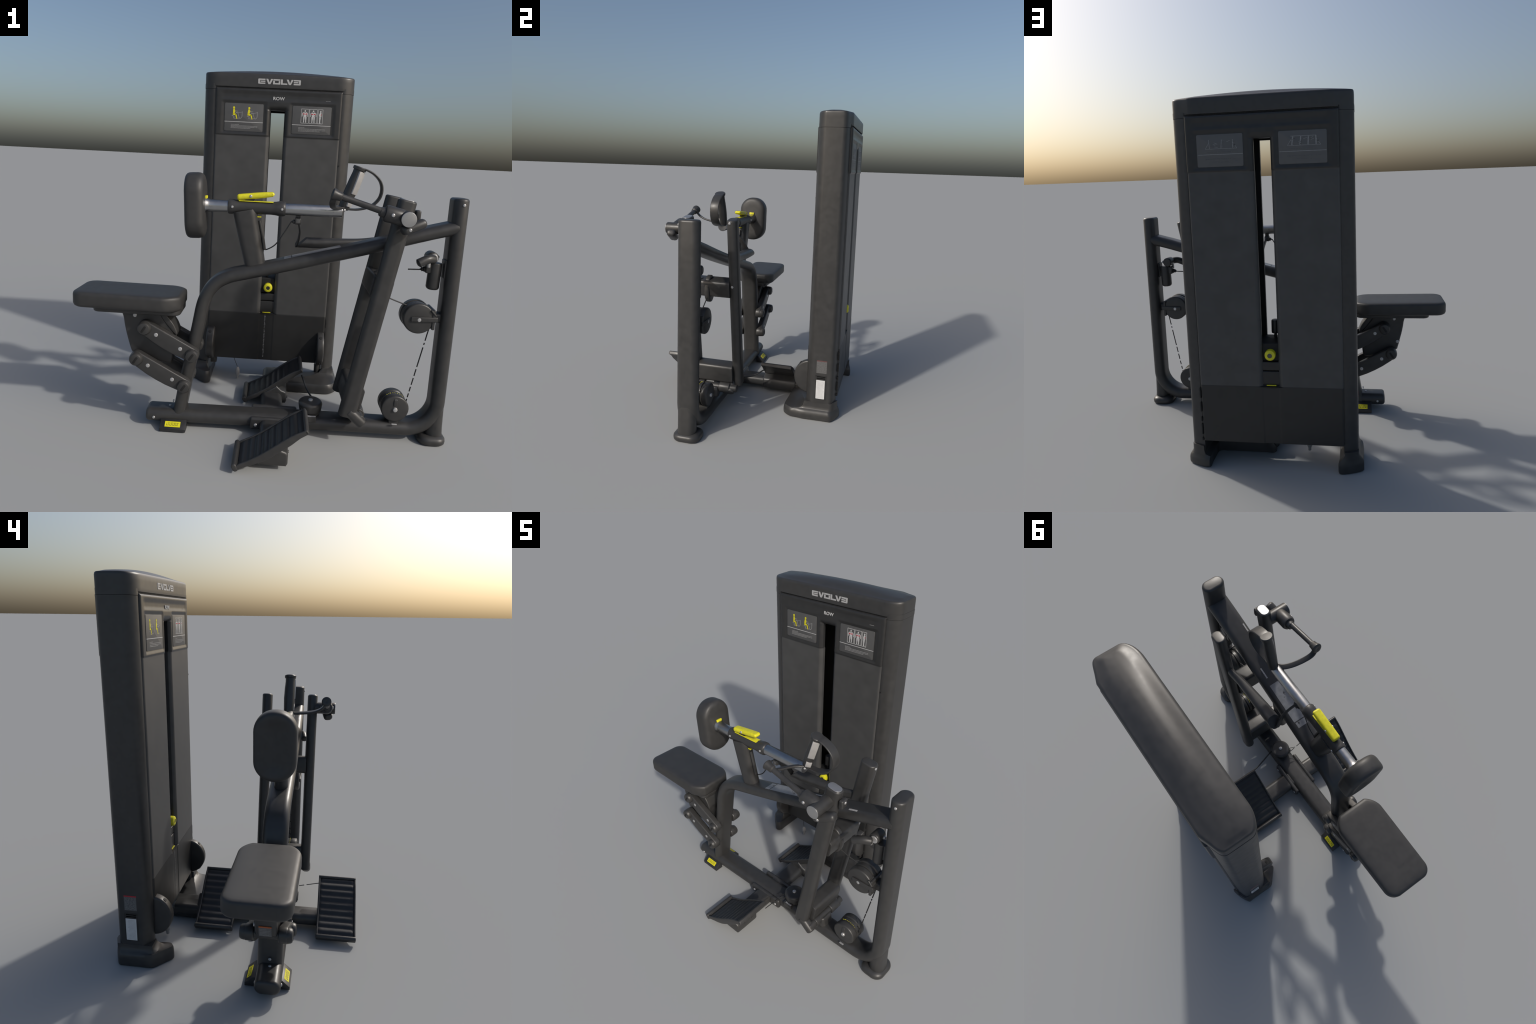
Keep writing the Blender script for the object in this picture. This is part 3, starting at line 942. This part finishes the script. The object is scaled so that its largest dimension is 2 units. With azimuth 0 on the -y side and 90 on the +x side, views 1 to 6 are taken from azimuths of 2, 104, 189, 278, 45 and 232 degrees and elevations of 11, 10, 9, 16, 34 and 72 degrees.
LINKS = [((-0.622, 0.570), (-0.372, 0.436)), ((-0.664, 0.400), (-0.410, 0.264))]
for (ax, az), (bx, bz) in LINKS:
    for y0, y1, sgn in ((-0.302, -0.258, -1), (-0.146, -0.102, 1)):
        bm = bmesh.new()
        a, b = V((ax, 0, az)), V((bx, 0, bz))
        t = (b - a).normalized()
        nn = V((-t.z, 0, t.x))
        L = (b - a).length
        pts = []
        for i in range(9):
            g = math.radians(90 + 180 * i / 8)
            pts.append((0.037 * math.cos(g), 0.038 * math.sin(g)))
        pts += [(L * 0.3, -0.048), (L * 0.5, -0.050), (L * 0.7, -0.048)]
        for i in range(9):
            g = math.radians(-90 + 180 * i / 8)
            pts.append((L + 0.037 * math.cos(g), 0.038 * math.sin(g)))
        prism(bm, pts, V((ax, y0, az)), t, nn, (0, y1 - y0, 0), 0.008, 3)
        yo = y0 if sgn < 0 else y1
        for p in (a, b):
            q0 = V((p.x, yo - sgn * 0.02, p.z))
            turn(bm, q0, V((0, sgn, 0)), [(0, 0.036), (0.022, 0.036), (0.033, 0.034), (0.040, 0.029), (0.043, 0.018)])
        link = make("seat_link", bm, PAINT, seat)
        bm = bmesh.new()      # oblong recess in each boss
        for p in (a, b):
            c = V((p.x, yo + sgn * 0.0225, p.z))
            dirv = (t + nn * 0.55).normalized()
            dirv = V((0.55, 0, 0.83))
            sweep(bm, [c - Y * sgn * 0.006, c + Y * sgn * 0.0012], 0.042, 0.013, 0.0065, side=dirv, ends=(0.0004, 0.0004), n=5, ke=2)
        make("boss_recess", bm, BLACK, link)
        bolts("link_bolt", [(V((ax, yo, az)) + t * L * 0.245 - Y * 0.0 * sgn, (0, sgn, 0)), (V((ax, yo, az)) + t * L * 0.755, (0, sgn, 0))], 0.0105, link, h=0.0025)
bm = bmesh.new()
for bx, bz in ((-0.372, 0.436), (-0.410, 0.264), ):
    cyl(bm, (bx - 0.004, -0.300, bz), (bx - 0.004, -0.105, bz), 0.021, 0.003)
for bx, bz in ((-0.622, 0.570), (-0.664, 0.400)):
    cyl(bm, (bx, -0.290, bz), (bx, -0.115, bz), 0.024, 0.003)
make("link_pivot", bm, PAINT, seat)
bolts("bracket_bolt", [((-0.684, -0.254, 0.622), (0, -1, 0)), ((-0.684, -0.152, 0.622), (0, 1, 0)), ((-0.705, -0.152, 0.47), (0, 1, 0))], 0.0105, seat)
d = Decal((-0.7135, -0.202, 0.455), Y * -1, V((-0.28, 0, 0.96)).normalized(), V((-0.96, 0, -0.28)).normalized(), 0.0030)
d.rect(STICKER, -0.029, -0.045, 0.029, 0.010)
d.rect(ORANGEINK, -0.029, 0.010, 0.029, 0.017, 0.0034)
for k in range(5):
    d.words(DIMPRINT, -0.024, -0.038 + k * 0.009, 0.022, -0.0355 + k * 0.009, rnd) if False else d.rect(DIMPRINT, -0.024, -0.038 + k * 0.009, rnd.uniform(0.005, 0.023), -0.036 + k * 0.009, 0.0034)
d.finish("warning_sticker", seat)

# ================================================================== CHEST PAD
bm = bmesh.new()
def pad_path(t):
    return V((-0.444 + 0.100 * t, -0.197, 1.2085 + 0.008 * t))
axis = V((1, 0, 0.045)).normalized()
upv = V((-0.045, 0, 1)).normalized()
rings = []
W, H, R = 0.203, 0.336, 0.097
def pad_ring(inset, dist):
    c = V((-0.4370, -0.197, 1.2070)) + axis * dist
    return [c + Y * a + upv * b for a, b in rrect(W, H, R, 12, inset)]
for inset, dist in [(0.0965, 0.0180), (0.085, 0.0170), (0.065, 0.0125), (0.045, 0.0070), (0.030, 0.0030), (0.020, 0.0022), (0.012, 0.0042), (0.005, 0.010), (0.001, 0.020), (0.0, 0.034), (0.0, 0.064), (0.002, 0.076), (0.006, 0.086), (0.014, 0.094), (0.030, 0.099), (0.060, 0.100)]:
    rings.append(pad_ring(inset, dist))
skin(bm, rings)
pad = make("chest_pad", bm, VINYL, angle=60)
TUBE_A, TUBE_B = V((-0.345, -0.198, 1.2130)), V((0.357, -0.199, 1.2165))
tdir = (TUBE_B - TUBE_A).normalized()
bm = bmesh.new()
turn(bm, TUBE_A, tdir, [(0, 0.041), (0.010, 0.040), (0.018, 0.0355), (0.032, 0.0322), (0.06, 0.0310), (0.12, 0.0305)], 32)
cyl(bm, TUBE_A + tdir * 0.1, TUBE_B, 0.0303, 0.003, 32)
tube = make("chrome_tube", bm, CHROME, pad)
bm = bmesh.new()
turn(bm, TUBE_A + tdir * -0.004, tdir, [(0, 0.046), (0.006, 0.046), (0.008, 0.042)], 28)
make("tube_collar", bm, BOLT, pad)
bm = bmesh.new()
aabox(bm, (-0.343, -0.215, 1.247), (-0.330, -0.178, 1.262), 0.002)
make("release_tab", bm, YELLOW, pad)
bm = bmesh.new()
prof = [(0.0, 0.033), (0.003, 0.037), (0.010, 0.0385), (0.024, 0.038), (0.040, 0.0355), (0.075, 0.0340), (0.22, 0.0330), (0.245, 0.0350), (0.262, 0.0385), (0.282, 0.0385), (0.290, 0.036), (0.293, 0.033)]
turn(bm, (-0.222, -0.199, 1.2135), tdir, prof, 32)
sleeve = make("sleeve", bm, PAINT, pad)
bolts("sleeve_bolt", [((-0.198, -0.2370, 1.2150), (0, -1, 0)), ((0.053, -0.2372, 1.2150), (0, -1, 0)), ((-0.198, -0.161, 1.2150), (0, 1, 0))], 0.0065, sleeve)
bm = bmesh.new()
lever_a, lever_b = V((-0.177, -0.205, 1.2625)), V((0.012, -0.205, 1.2870))
sweep(bm, catmull([lever_a, lever_a.lerp(lever_b, 0.35) + Z * 0.000, lever_a.lerp(lever_b, 0.75), lever_b], 5), 0.046, 0.030, 0.013, side=Y, ends=(0.010, 0.014), n=6,
      size=lambda k: (1.0, 1.0 if k < 0.5 else 1.0 - 0.25 * (k - 0.5) * 2))
lever = make("adjust_lever", bm, YELLOW, sleeve)
bm = bmesh.new()
aabox(bm, (-0.168, -0.224, 1.2440), (0.008, -0.186, 1.2485), 0.0015)
make("lever_seat", bm, YELLOW, sleeve)
bm = bmesh.new()
aabox(bm, (-0.135, -0.220, 1.235), (-0.09, -0.190, 1.258), 0.003)
make("lever_pivot", bm, BLACK, sleeve)
bolts("lever_bolt", [((-0.107, -0.2272, 1.272), (0, -1, 0)), ((-0.107, -0.183, 1.272), (0, 1, 0))], 0.0075, lever)

# ================================================================== SWING ARMS
ARM_TOP, ARM_BOT = (0.650, 1.300), (0.448, 0.172)
adir = V((ARM_TOP[0] - ARM_BOT[0], 0, ARM_TOP[1] - ARM_BOT[1])).normalized()
across = V((adir.z, 0, -adir.x))
arms = []
for y in (-0.322, -0.030):
    bm = bmesh.new()
    sweep(bm, [(ARM_BOT[0], y, ARM_BOT[1]), (0.55, y, 0.17 + (0.55 - 0.448) / 0.202 * 1.128), (ARM_TOP[0], y, ARM_TOP[1])], 0.062, 0.092, 0.029, side=Y, ends=(0.006, 0.010), n=9)
    # kicked-out pivot lug at the bottom
    yl, wl = (y - 0.004, 0.060) if y < -0.2 else (-0.078, 0.084)
    sweep(bm, [(0.452, yl, 0.205), (0.534, yl, 0.133)], wl, 0.056, 0.024, side=Y, ends=(0.008, 0.010), n=8)
    arms.append(make("swing_arm", bm, PAINT))
near, far = arms
bm = bmesh.new()
c = V((ARM_TOP[0], -0.322, ARM_TOP[1])) - adir * 0.002
sweep(bm, [c, c + adir * 0.0045], 0.048, 0.076, 0.023, side=Y, ends=(0.001, 0.002), n=8)
make("arm_end_cap", bm, SILVERCAP, near)

bm = bmesh.new()      # upper and lower cross boxes between the arms
for cx, cz, L, w in ((0.572, 0.856, 0.108, 0.108), (0.482, 0.258, 0.126, 0.096)):
    c = V((cx, 0, cz))
    sweep(bm, [V((cx, -0.300, cz)), V((cx, -0.052, cz))], L, w, 0.020, side=adir, ends=(0.002, 0.002), n=6)
make("cross_box", bm, PAINT, near)
bm = bmesh.new()      # cam plate on the upper cross box
cpts = []
for i in range(22):
    a = math.radians(120 - 300 * i / 21)
    cpts.append((0.576 + 0.058 * math.cos(a), 0.842 + 0.088 * math.sin(a)))
prism(bm, cpts, (0, -0.216, 0), X, Z, (0, 0.032, 0), 0.008, 3)
make("cam_plate", bm, PAINT, near)
bm = bmesh.new()      # pivot shaft carried on the floor tube
cyl(bm, (0.515, -0.338, 0.160), (0.515, -0.020, 0.160), 0.024, 0.003)
cyl(bm, (0.515, -0.285, 0.160), (0.515, -0.245, 0.160), 0.033, 0.004)
cyl(bm, (0.515, -0.140, 0.160), (0.515, -0.066, 0.160), 0.034, 0.006)
sweep(bm, [(0.530, YC, 0.100), (0.520, YC, 0.165)], 0.10, 0.062, 0.025, side=Y, ends=(0.002, 0.010))
make("pivot_shaft", bm, PAINT, near)
bolts("arm_bolt", [((0.6915, -0.036, 1.277), (1, 0, -0.15)), ((0.6205, -0.034, 0.872), (1, 0, -0.15)), ((0.7155, -0.322, 1.238), (1, 0, -0.15))], 0.008, near)

# ---- near handle: knuckle, rod, grip with strap
bm = bmesh.new()
cyl(bm, (0.630, -0.330, 1.221), (0.630, -0.466, 1.221), 0.0365, 0.004, 32)
turn(bm, (0.632, -0.412, 1.219), V((-1, 0.0, 0.22)), [(0, 0.030), (0.02, 0.039), (0.095, 0.040), (0.106, 0.036), (0.108, 0.025), (0.128, 0.022), (0.132, 0.017)], 28)
sweep(bm, [(0.612, -0.428, 1.160), (0.722, -0.402, 1.206)], 0.056, 0.046, 0.022, side=Y, ends=(0.016, 0.016), n=7)
aabox(bm, (0.690, -0.345, 1.205), (0.716, -0.300, 1.255), 0.008)
knuckle = make("handle_knuckle", bm, PAINT, near)
bm = bmesh.new()
cyl(bm, (0.630, -0.4652, 1.221), (0.630, -0.4680, 1.221), 0.0350, 0.0012, 32)
make("knuckle_cap", bm, SILVERCAP, near)
bolts("knuckle_bolt", [((0.560, -0.4520, 1.236), (0, -1, 0)), ((0.645, -0.4465, 1.171), (0, -1, -0.1))], 0.0085, knuckle)
bm = bmesh.new()
ra, rb = V((0.520, -0.416, 1.2475)), V((0.282, -0.414, 1.3165))
rd = (rb - ra).normalized()
RL = (rb - ra).length
turn(bm, ra, rd, [(0, 0.018), (0.01, 0.0155), (RL - 0.048, 0.0150), (RL - 0.042, 0.021), (RL - 0.022, 0.0230), (RL - 0.006, 0.0280), (RL, 0.0280), (RL + 0.004, 0.023), (RL + 0.005, 0.010), (RL + 0.003, 0.006)], 24)
rod = make("handle_rod", bm, PAINT, near)
bm = bmesh.new()
sweep(bm, catmull([(0.290, -0.412, 1.305), (0.286, -0.388, 1.275), (0.294, -0.345, 1.254), (0.308, -0.285, 1.243), (0.330, -0.235, 1.236), (0.362, -0.203, 1.232)], 6), 0.030, 0.012, 0.005, ends=(0.002, 0.002), n=4, ke=2)
make("strap_band", bm, PAINT, rod)

bm = bmesh.new()
ga, gb = V((0.362, -0.190, 1.228)), V((0.430, -0.192, 1.438))
gd = (gb - ga).normalized()
GL = (gb - ga).length
turn(bm, ga, gd, [(0, 0.020), (0.004, 0.026), (0.012, 0.028), (0.03, 0.0285), (0.09, 0.0315), (0.15, 0.0300), (0.19, 0.0275), (GL - 0.012, 0.0280), (GL - 0.010, 0.033), (GL + 0.002, 0.0345), (GL + 0.006, 0.031), (GL + 0.007, 0.01)], 26)
grip = make("hand_grip", bm, PAINT, near)
bm = bmesh.new()
loop = catmull([(0.440, -0.190, 1.436), (0.470, -0.189, 1.428), (0.505, -0.188, 1.410), (0.535, -0.187, 1.380), (0.548, -0.187, 1.343), (0.543, -0.187, 1.300), (0.518, -0.189, 1.265), (0.480, -0.191, 1.243), (0.430, -0.192, 1.231), (0.372, -0.192, 1.231)], 6)
sweep(bm, loop, 0.056, 0.009, 0.004, side=Y, ends=(0.002, 0.002), n=4, ke=2, size=lambda k: (1.0 - 0.30 * sm(0.75, 0.95, k), 1.0))
make("grip_strap", bm, PAINT, grip)
bm = bmesh.new()
gp = ga.lerp(gb, 0.62)
outn = V((0.60, -0.78, -0.19)).normalized()
outn = (outn - gd * outn.dot(gd)).normalized()
for k0, k1, wdt in ((0.40, 0.93, 0.037), (0.10, 0.26, 0.032)):
    p0, p1 = ga.lerp(gb, k0) + outn * 0.0255, ga.lerp(gb, k1) + outn * 0.0235
    sweep(bm, [p0, p0.lerp(p1, 0.5) + outn * 0.001, p1], wdt, 0.014, 0.003, side=gd.cross(outn), ends=(0.002, 0.002), n=4, ke=2)
make("grip_label", bm, GRIPMETAL, grip)
bm = bmesh.new()
ball(bm, (0.366, -0.212, 1.226), 0.008)
make("strap_ring", bm, BOLT, grip)

# ---- far handle: short tube from the far arm with a cut end, strap and clamp
bm = bmesh.new()
hp = [V((0.570, -0.030, 1.046)), V((0.46, -0.048, 1.034)), V((0.30, -0.057, 1.029)), V((0.172, -0.062, 1.028))]
fr = frames(catmull(hp, 5))
rings = []
for i, (p, t, s, b) in enumerate(fr):
    k = i / (len(fr) - 1)
    hy, hz = 0.019 + 0.019 * sm(0.0, 0.9, k), 0.0275      # flattens out into a broad blade
    ring = []
    for a, c in rrect(2 * hy, 2 * hz, 0.019 + 0.008 * k, 6):
        q = p + Y * a + Z * c
        if i == len(fr) - 1:      # slanted cut, longer at the bottom
            q = q + t * (-1.05 * c + 0.004)
        ring.append(q)
    rings.append(ring)
skin(bm, rings)
htube = make("handle_tube", bm, PAINT, far)
bm = bmesh.new()
sweep(bm, catmull([(0.140, -0.060, 1.008), (0.150, -0.085, 1.040), (0.154, -0.118, 1.092), (0.148, -0.155, 1.130), (0.140, -0.185, 1.158)], 5), 0.030, 0.010, 0.004, side=V((0, 0.75, 0.65)), ends=(0.001, 0.001), n=4, ke=2)
make("strap_band", bm, PAINT, htube)
bm = bmesh.new()
sweep(bm, [(0.122, -0.190, 1.155), (0.154, -0.190, 1.157)], 0.034, 0.034, 0.008, side=Y, ends=(0.004, 0.006), n=5)
turn(bm, (0.124, -0.190, 1.152), V((-1, 0, -0.1)), [(0, 0.010), (0.008, 0.012), (0.016, 0.004), (0.024, 0.002)], 14)
aabox(bm, (0.125, -0.196, 1.172), (0.150, -0.186, 1.190), 0.002)
clamp = make("cable_clamp", bm, PAINT, htube)
bm = bmesh.new()
sweep(bm, [(0.138, -0.2065, 1.157), (0.138, -0.2085, 1.157)], 0.020, 0.020, 0.004, side=X, ends=(0.0005, 0.0005), n=4, ke=2)
make("clamp_face", bm, PLATE, clamp)
bm = bmesh.new()
wire(bm, catmull([(-0.035, -0.200, 1.000), (-0.010, -0.200, 1.003), (0.030, -0.199, 1.030), (0.066, -0.198, 1.085), (0.104, -0.194, 1.150)], 8), 0.0032)
make("thin_cable", bm, CABLE, htube)

# ---- spare grip hanging by the post
bm = bmesh.new()
sweep(bm, [(0.854, -0.183, 0.838), (0.858, -0.184, 0.980)], 0.066, 0.066, 0.030, side=X, ends=(0.016, 0.006), n=8)
aabox(bm, (0.806, -0.206, 0.925), (0.846, -0.165, 0.975), 0.006)
weight = make("spare_grip", bm, PAINT, frame)
bm = bmesh.new()
cyl(bm, (0.832, -0.222, 1.008), (0.832, -0.150, 1.008), 0.030, 0.010)
sweep(bm, catmull([(0.835, -0.235, 1.005), (0.800, -0.258, 1.008), (0.770, -0.268, 0.998), (0.742, -0.274, 0.984)], 5), 0.044, 0.044, 0.021, ends=(0.014, 0.014), n=7)
cyl(bm, (0.842, -0.184, 0.970), (0.842, -0.184, 1.0), 0.014, 0.002)
make("swivel_joint", bm, PAINT, weight)
bm = bmesh.new()
cyl(bm, (0.815, -0.214, 0.958), (0.815, -0.214, 0.985), 0.009, 0.002)
cyl(bm, (0.835, -0.2205, 1.008), (0.835, -0.2270, 1.008), 0.021, 0.002)
ball(bm, (0.866, -0.176, 1.008), 0.010)
make("swivel_collar", bm, BOLT, weight)
bm = bmesh.new()
turn(bm, (0.808, -0.188, 0.945), V((-1, 0, -0.15)), [(0, 0.013), (0.010, 0.014), (0.012, 0.010), (0.020, 0.011), (0.022, 0.006), (0.034, 0.002)], 14)
make("cable_plug", bm, BLACK, weight)
bm = bmesh.new()      # striker plate on the post
aabox(bm, (0.894, -0.222, 0.905), (0.9035, -0.165, 1.000), 0.003)
make("post_plate", bm, PAINT, frame)

# ================================================================== PULLEYS
def pulley(c, axis, r, width, name="pulley"):
    axis = V(axis).normalized()
    c = V(c) - axis * width / 2
    bm = bmesh.new()
    w = width
    prof = [(0, r * 0.30), (0.0, r - 0.008), (0.002, r - 0.003), (0.007, r), (w * 0.30, r), (w * 0.33, r - 0.003), (w * 0.36, r - 0.008), (w * 0.40, r - 0.009), (w * 0.43, r - 0.003),
            (w * 0.57, r - 0.002), (w * 0.60, r - 0.009), (w * 0.64, r - 0.008), (w * 0.67, r - 0.003), (w * 0.70, r), (w - 0.007, r), (w - 0.002, r - 0.003), (w, r - 0.008), (w, r * 0.30)]
    turn(bm, c, axis, prof, 44)
    return make(name, bm, PAINT, frame)

big = pulley((0.787, -0.190, 0.692), Y, 0.080, 0.116)
low = pulley((0.714, -0.190, 0.188), Y, 0.073, 0.116)
bm = bmesh.new()
turn(bm, (0.270, -0.190, 0.112), Z, [(0, 0.045), (0.012, 0.047), (0.014, 0.058), (0.018, 0.060), (0.050, 0.0650), (0.055, 0.0650), (0.062, 0.061), (0.066, 0.0565), (0.067, 0.050), (0.067, 0.010)], 44)
flat = make("pulley", bm, PAINT, frame)
bolts("axle_bolt", [((0.787, -0.250, 0.690), (0, -1, 0)), ((0.787, -0.130, 0.690), (0, 1, 0)), ((0.714, -0.250, 0.186), (0, -1, 0)), ((0.714, -0.130, 0.186), (0, 1, 0)), ((0.270, -0.190, 0.180), (0, 0, 1))], 0.0125, big, h=0.008)
bm = bmesh.new()      # fork holding the big pulley to the post
for y in (-0.252, -0.128):
    sweep(bm, [(0.745, y, 0.690), (0.880, y, 0.694)], 0.010, 0.026, 0.005, side=Y, ends=(0.005, 0.002))
sweep(bm, [(0.862, -0.252, 0.690), (0.862, -0.128, 0.690)], 0.105, 0.016, 0.006, side=Z, ends=(0.004, 0.004))
sweep(bm, [(0.865, YC, 0.692), (0.910, YC, 0.694)], 0.06, 0.05, 0.012, side=Y, ends=(0.002, 0.002))
sweep(bm, [(0.845, -0.230, 0.742), (0.872, -0.230, 0.712)], 0.05, 0.010, 0.004, side=Y, ends=(0.003, 0.003))
make("pulley_fork", bm, PAINT, big)
bm = bmesh.new()      # fork of the low pulley
aabox(bm, (0.690, -0.236, 0.098), (0.738, -0.144, 0.122), 0.003)
sweep(bm, [(0.714, -0.2485, 0.205), (0.714, -0.2485, 0.245)], 0.020, 0.008, 0.004, side=X, ends=(0.004, 0.008))
make("pulley_fork", bm, PAINT, low)
bm = bmesh.new()
for i in range(9):
    a = math.radians(52 + i * 9 + random.uniform(-2, 2))
    p = V((0.714 + 0.0715 * math.cos(a), -0.200, 0.188 + 0.0715 * math.sin(a)))
    cyl(bm, p - X * random.uniform(0.001, 0.004), p + X * random.uniform(0.001, 0.004), 0.0014, 0.0003, 6)
make("pulley_mark", bm, YELLOW, low, kind="stuff")
bm = bmesh.new()
cyl(bm, (0.270, -0.190, 0.105), (0.270, -0.190, 0.120), 0.052, 0.004, 32)
aabox(bm, (0.235, -0.262, 0.085), (0.300, -0.235, 0.118), 0.004)
make("pulley_mount", bm, PAINT, flat)
bm = bmesh.new()
aabox(bm, (0.250, -0.258, 0.110), (0.298, -0.246, 0.120), 0.002)
aabox(bm, (0.700, -0.264, 0.106), (0.728, -0.254, 0.110), 0.001)
make("mount_washer", bm, BOLT, flat)

# cables: the drive cable shows as broken dashes, as on the original
bm = bmesh.new()
ca, cb = V((0.861, -0.190, 0.632)), V((0.782, -0.190, 0.205))
for t0, t1 in ((0.0, 0.17), (0.20, 0.225), (0.26, 0.52), (0.55, 0.64), (0.67, 0.76), (0.79, 0.85), (0.88, 0.93), (0.955, 1.0)):
    wire(bm, [ca.lerp(cb, t0), ca.lerp(cb, t1)], 0.0034)
wire(bm, catmull([(0.620, -0.200, 0.790), (0.655, -0.196, 0.774), (0.735, -0.186, 0.745)], 4), 0.0034)
wire(bm, [(0.720, -0.188, 0.938), (0.775, -0.188, 0.940)], 0.0034)
wire(bm, catmull([(0.232, 0.092, 0.200), (0.262, 0.0, 0.150), (0.300, -0.130, 0.145)], 6), 0.0050)
fa, fb = V((0.215, -0.215, 0.150)), V((0.232, -0.425, 0.190))
for t0, t1 in ((0.0, 0.30), (0.40, 0.55), (0.62, 1.0)):
    wire(bm, [fa.lerp(fb, t0), fa.lerp(fb, t1)], 0.0026)
wire(bm, [(0.245, -0.245, 0.150), (0.225, -0.290, 0.155)], 0.0024)
make("drive_cable", bm, CABLE, frame)

# ================================================================== FOOT PLATES
def cross_bar():
    bm = bmesh.new()
    sweep(bm, [(0.064, -0.590, 0.056), (0.064, -0.19, 0.056), (0.056, 0.1, 0.056), (0.056, 0.452, 0.056)], 0.124, 0.072, 0.030, side=X, ends=(0.014, 0.012), n=8)
    return make("cross_bar", bm, PAINT, frame)
bar = cross_bar()
bm = bmesh.new()
sweep(bm, [(0.098, 0.455, 0.066), (0.098, 0.285, 0.066)], 0.09, 0.05, 0.01, side=X, ends=(0.004, 0.004))
for y in (-0.262, -0.118):      # clamp cheeks where the bar crosses the floor tube
    sweep(bm, [(-0.052, y, 0.063), (0.202, y, 0.064)], 0.030, 0.070, 0.014, side=Y, ends=(0.012, 0.012), n=6)
make("bar_clamp", bm, PAINT, bar)
bolts("clamp_bolt", [((-0.022, -0.2775, 0.058), (0, -1, 0)), ((0.172, -0.2775, 0.058), (0, -1, 0)), ((-0.030, -0.1025, 0.066), (0, 1, 0)), ((0.172, -0.1025, 0.066), (0, 1, 0)), ((0.0, 0.43, 0.045), (-1, 0, 0)), ((0.0, 0.40, 0.055), (-1, 0, 0))], 0.009, bar)

def foot_plate(y0, y1):
    A, B = V((-0.107, 0, 0.037)), V((0.224, 0, 0.249))      # lip edge and top edge of the tread
    u = (B - A).normalized()
    nrm = V((-u.z, 0, u.x))
    L = (B - A).length
    W = y1 - y0
    def wave(s):          # gentle S curve of the whole plate
        return 0.0060 * math.sin((s / L - 0.06) * 2 * math.pi * 0.98) * -1.0 * sm(0, 0.15, s / L) * sm(1.0, 0.85, s / L)
    # tread with ribs
    bm = bmesh.new()
    ns, nw = 150, 26
    grid = []
    for i in range(ns + 1):
        s = 0.018 + (L - 0.030) * i / ns
        row = []
        ph = (s - 0.022) / 0.0405                       # nine broad rounded ribs
        rib = 0.0046 * (0.5 - 0.5 * math.cos(2 * math.pi * ph)) ** 0.8 if 0.0 <= ph < 9 else 0.0
        for j in range(nw + 1):
            w = 0.008 + (W - 0.016) * j / nw
            e = min(1, min(w - 0.008, W - 0.008 - w) / 0.012)
            row.append(bm.verts.new(A + u * s + Y * (y0 + w) + nrm * (wave(s) - 0.0085 + rib * sm(0, 1, e))))
        grid.append(row)
    for i in range(ns):
        for j in range(nw):
            bm.faces.new((grid[i][j], grid[i + 1][j], grid[i + 1][j + 1], grid[i][j + 1]))
    tread_bm = bm
    # shell: tray with rims, swept as a profile across
    bm = bmesh.new()
    n = 40
    def prof(inset_top, inset_bot):
        top, bot = [], []
        for i in range(n + 1):
            s = L * i / n
            thick = 0.018 + 0.016 * sm(0.05, 0.45, s / L) * sm(1.0, 0.70, s / L) + 0.004
            top.append((s, wave(s) - inset_top))
            bot.append((s, wave(s) - thick + inset_bot))
        return top, bot
    # floor slab
    top, bot = prof(0.0105, 0.0)
    pts = top + bot[::-1]
    prism(bm, pts, A + Y * (y0 + 0.004), u, nrm, Y * (W - 0.008), 0.0)
    # side rims
    top, bot = prof(0.0005, -0.001)
    pts = top + bot[::-1]
    prism(bm, pts, A + Y * y0, u, nrm, Y * 0.0105, 0.0042, 3)
    prism(bm, pts, A + Y * (y1 - 0.0105), u, nrm, Y * 0.0105, 0.0042, 3)
    # lip roll and top roll
    sweep(bm, [A + Y * (y0 - 0.001) + u * 0.001 - nrm * 0.007, A + Y * (y1 + 0.001) + u * 0.001 - nrm * 0.007], 0.026, 0.040, 0.012, side=u, ends=(0.006, 0.006), n=6)
    sweep(bm, [A + Y * y0 + u * (L - 0.008) - nrm * 0.011, A + Y * y1 + u * (L - 0.008) - nrm * 0.011], 0.018, 0.028, 0.008, side=u, ends=(0.008, 0.008), n=6)
    ob = make("foot_plate", bm, PAINT, frame)
    make("tread_mat", tread_bm, RUBBER, ob, angle=50)
    # pedestal
    bm = bmesh.new()
    c0, c1 = (y0 + 0.046, y1 - 0.004) if y0 < -0.3 else (y0 - 0.006, y1 + 0.02)
    def under(x):                                           # just inside the plate's underside
        return 0.036 + (x + 0.106) * 0.639 - 0.022
    pts = [(0.012, 0.026), (0.140, 0.026), (0.147, 0.040), (0.147, 0.086), (0.138, 0.100), (0.115, 0.108), (0.085, under(0.085)), (0.010, under(0.010)), (-0.008, 0.060), (-0.006, 0.040)]
    prism(bm, pts, (0, c0, 0), X, Z, (0, c1 - c0, 0), 0.012, 4)
    make("plate_pedestal", bm, PAINT, ob)
    return ob
fp1 = foot_plate(-0.644, -0.420)
fp2 = foot_plate(0.066, 0.288)
bolts("plate_bolt", [((0.148, -0.47, 0.075), (1, 0, 0)), ((0.148, -0.54, 0.075), (1, 0, 0)), ((0.150, 0.075, 0.065), (1, 0, 0))], 0.007, fp1, mat=PAINT)
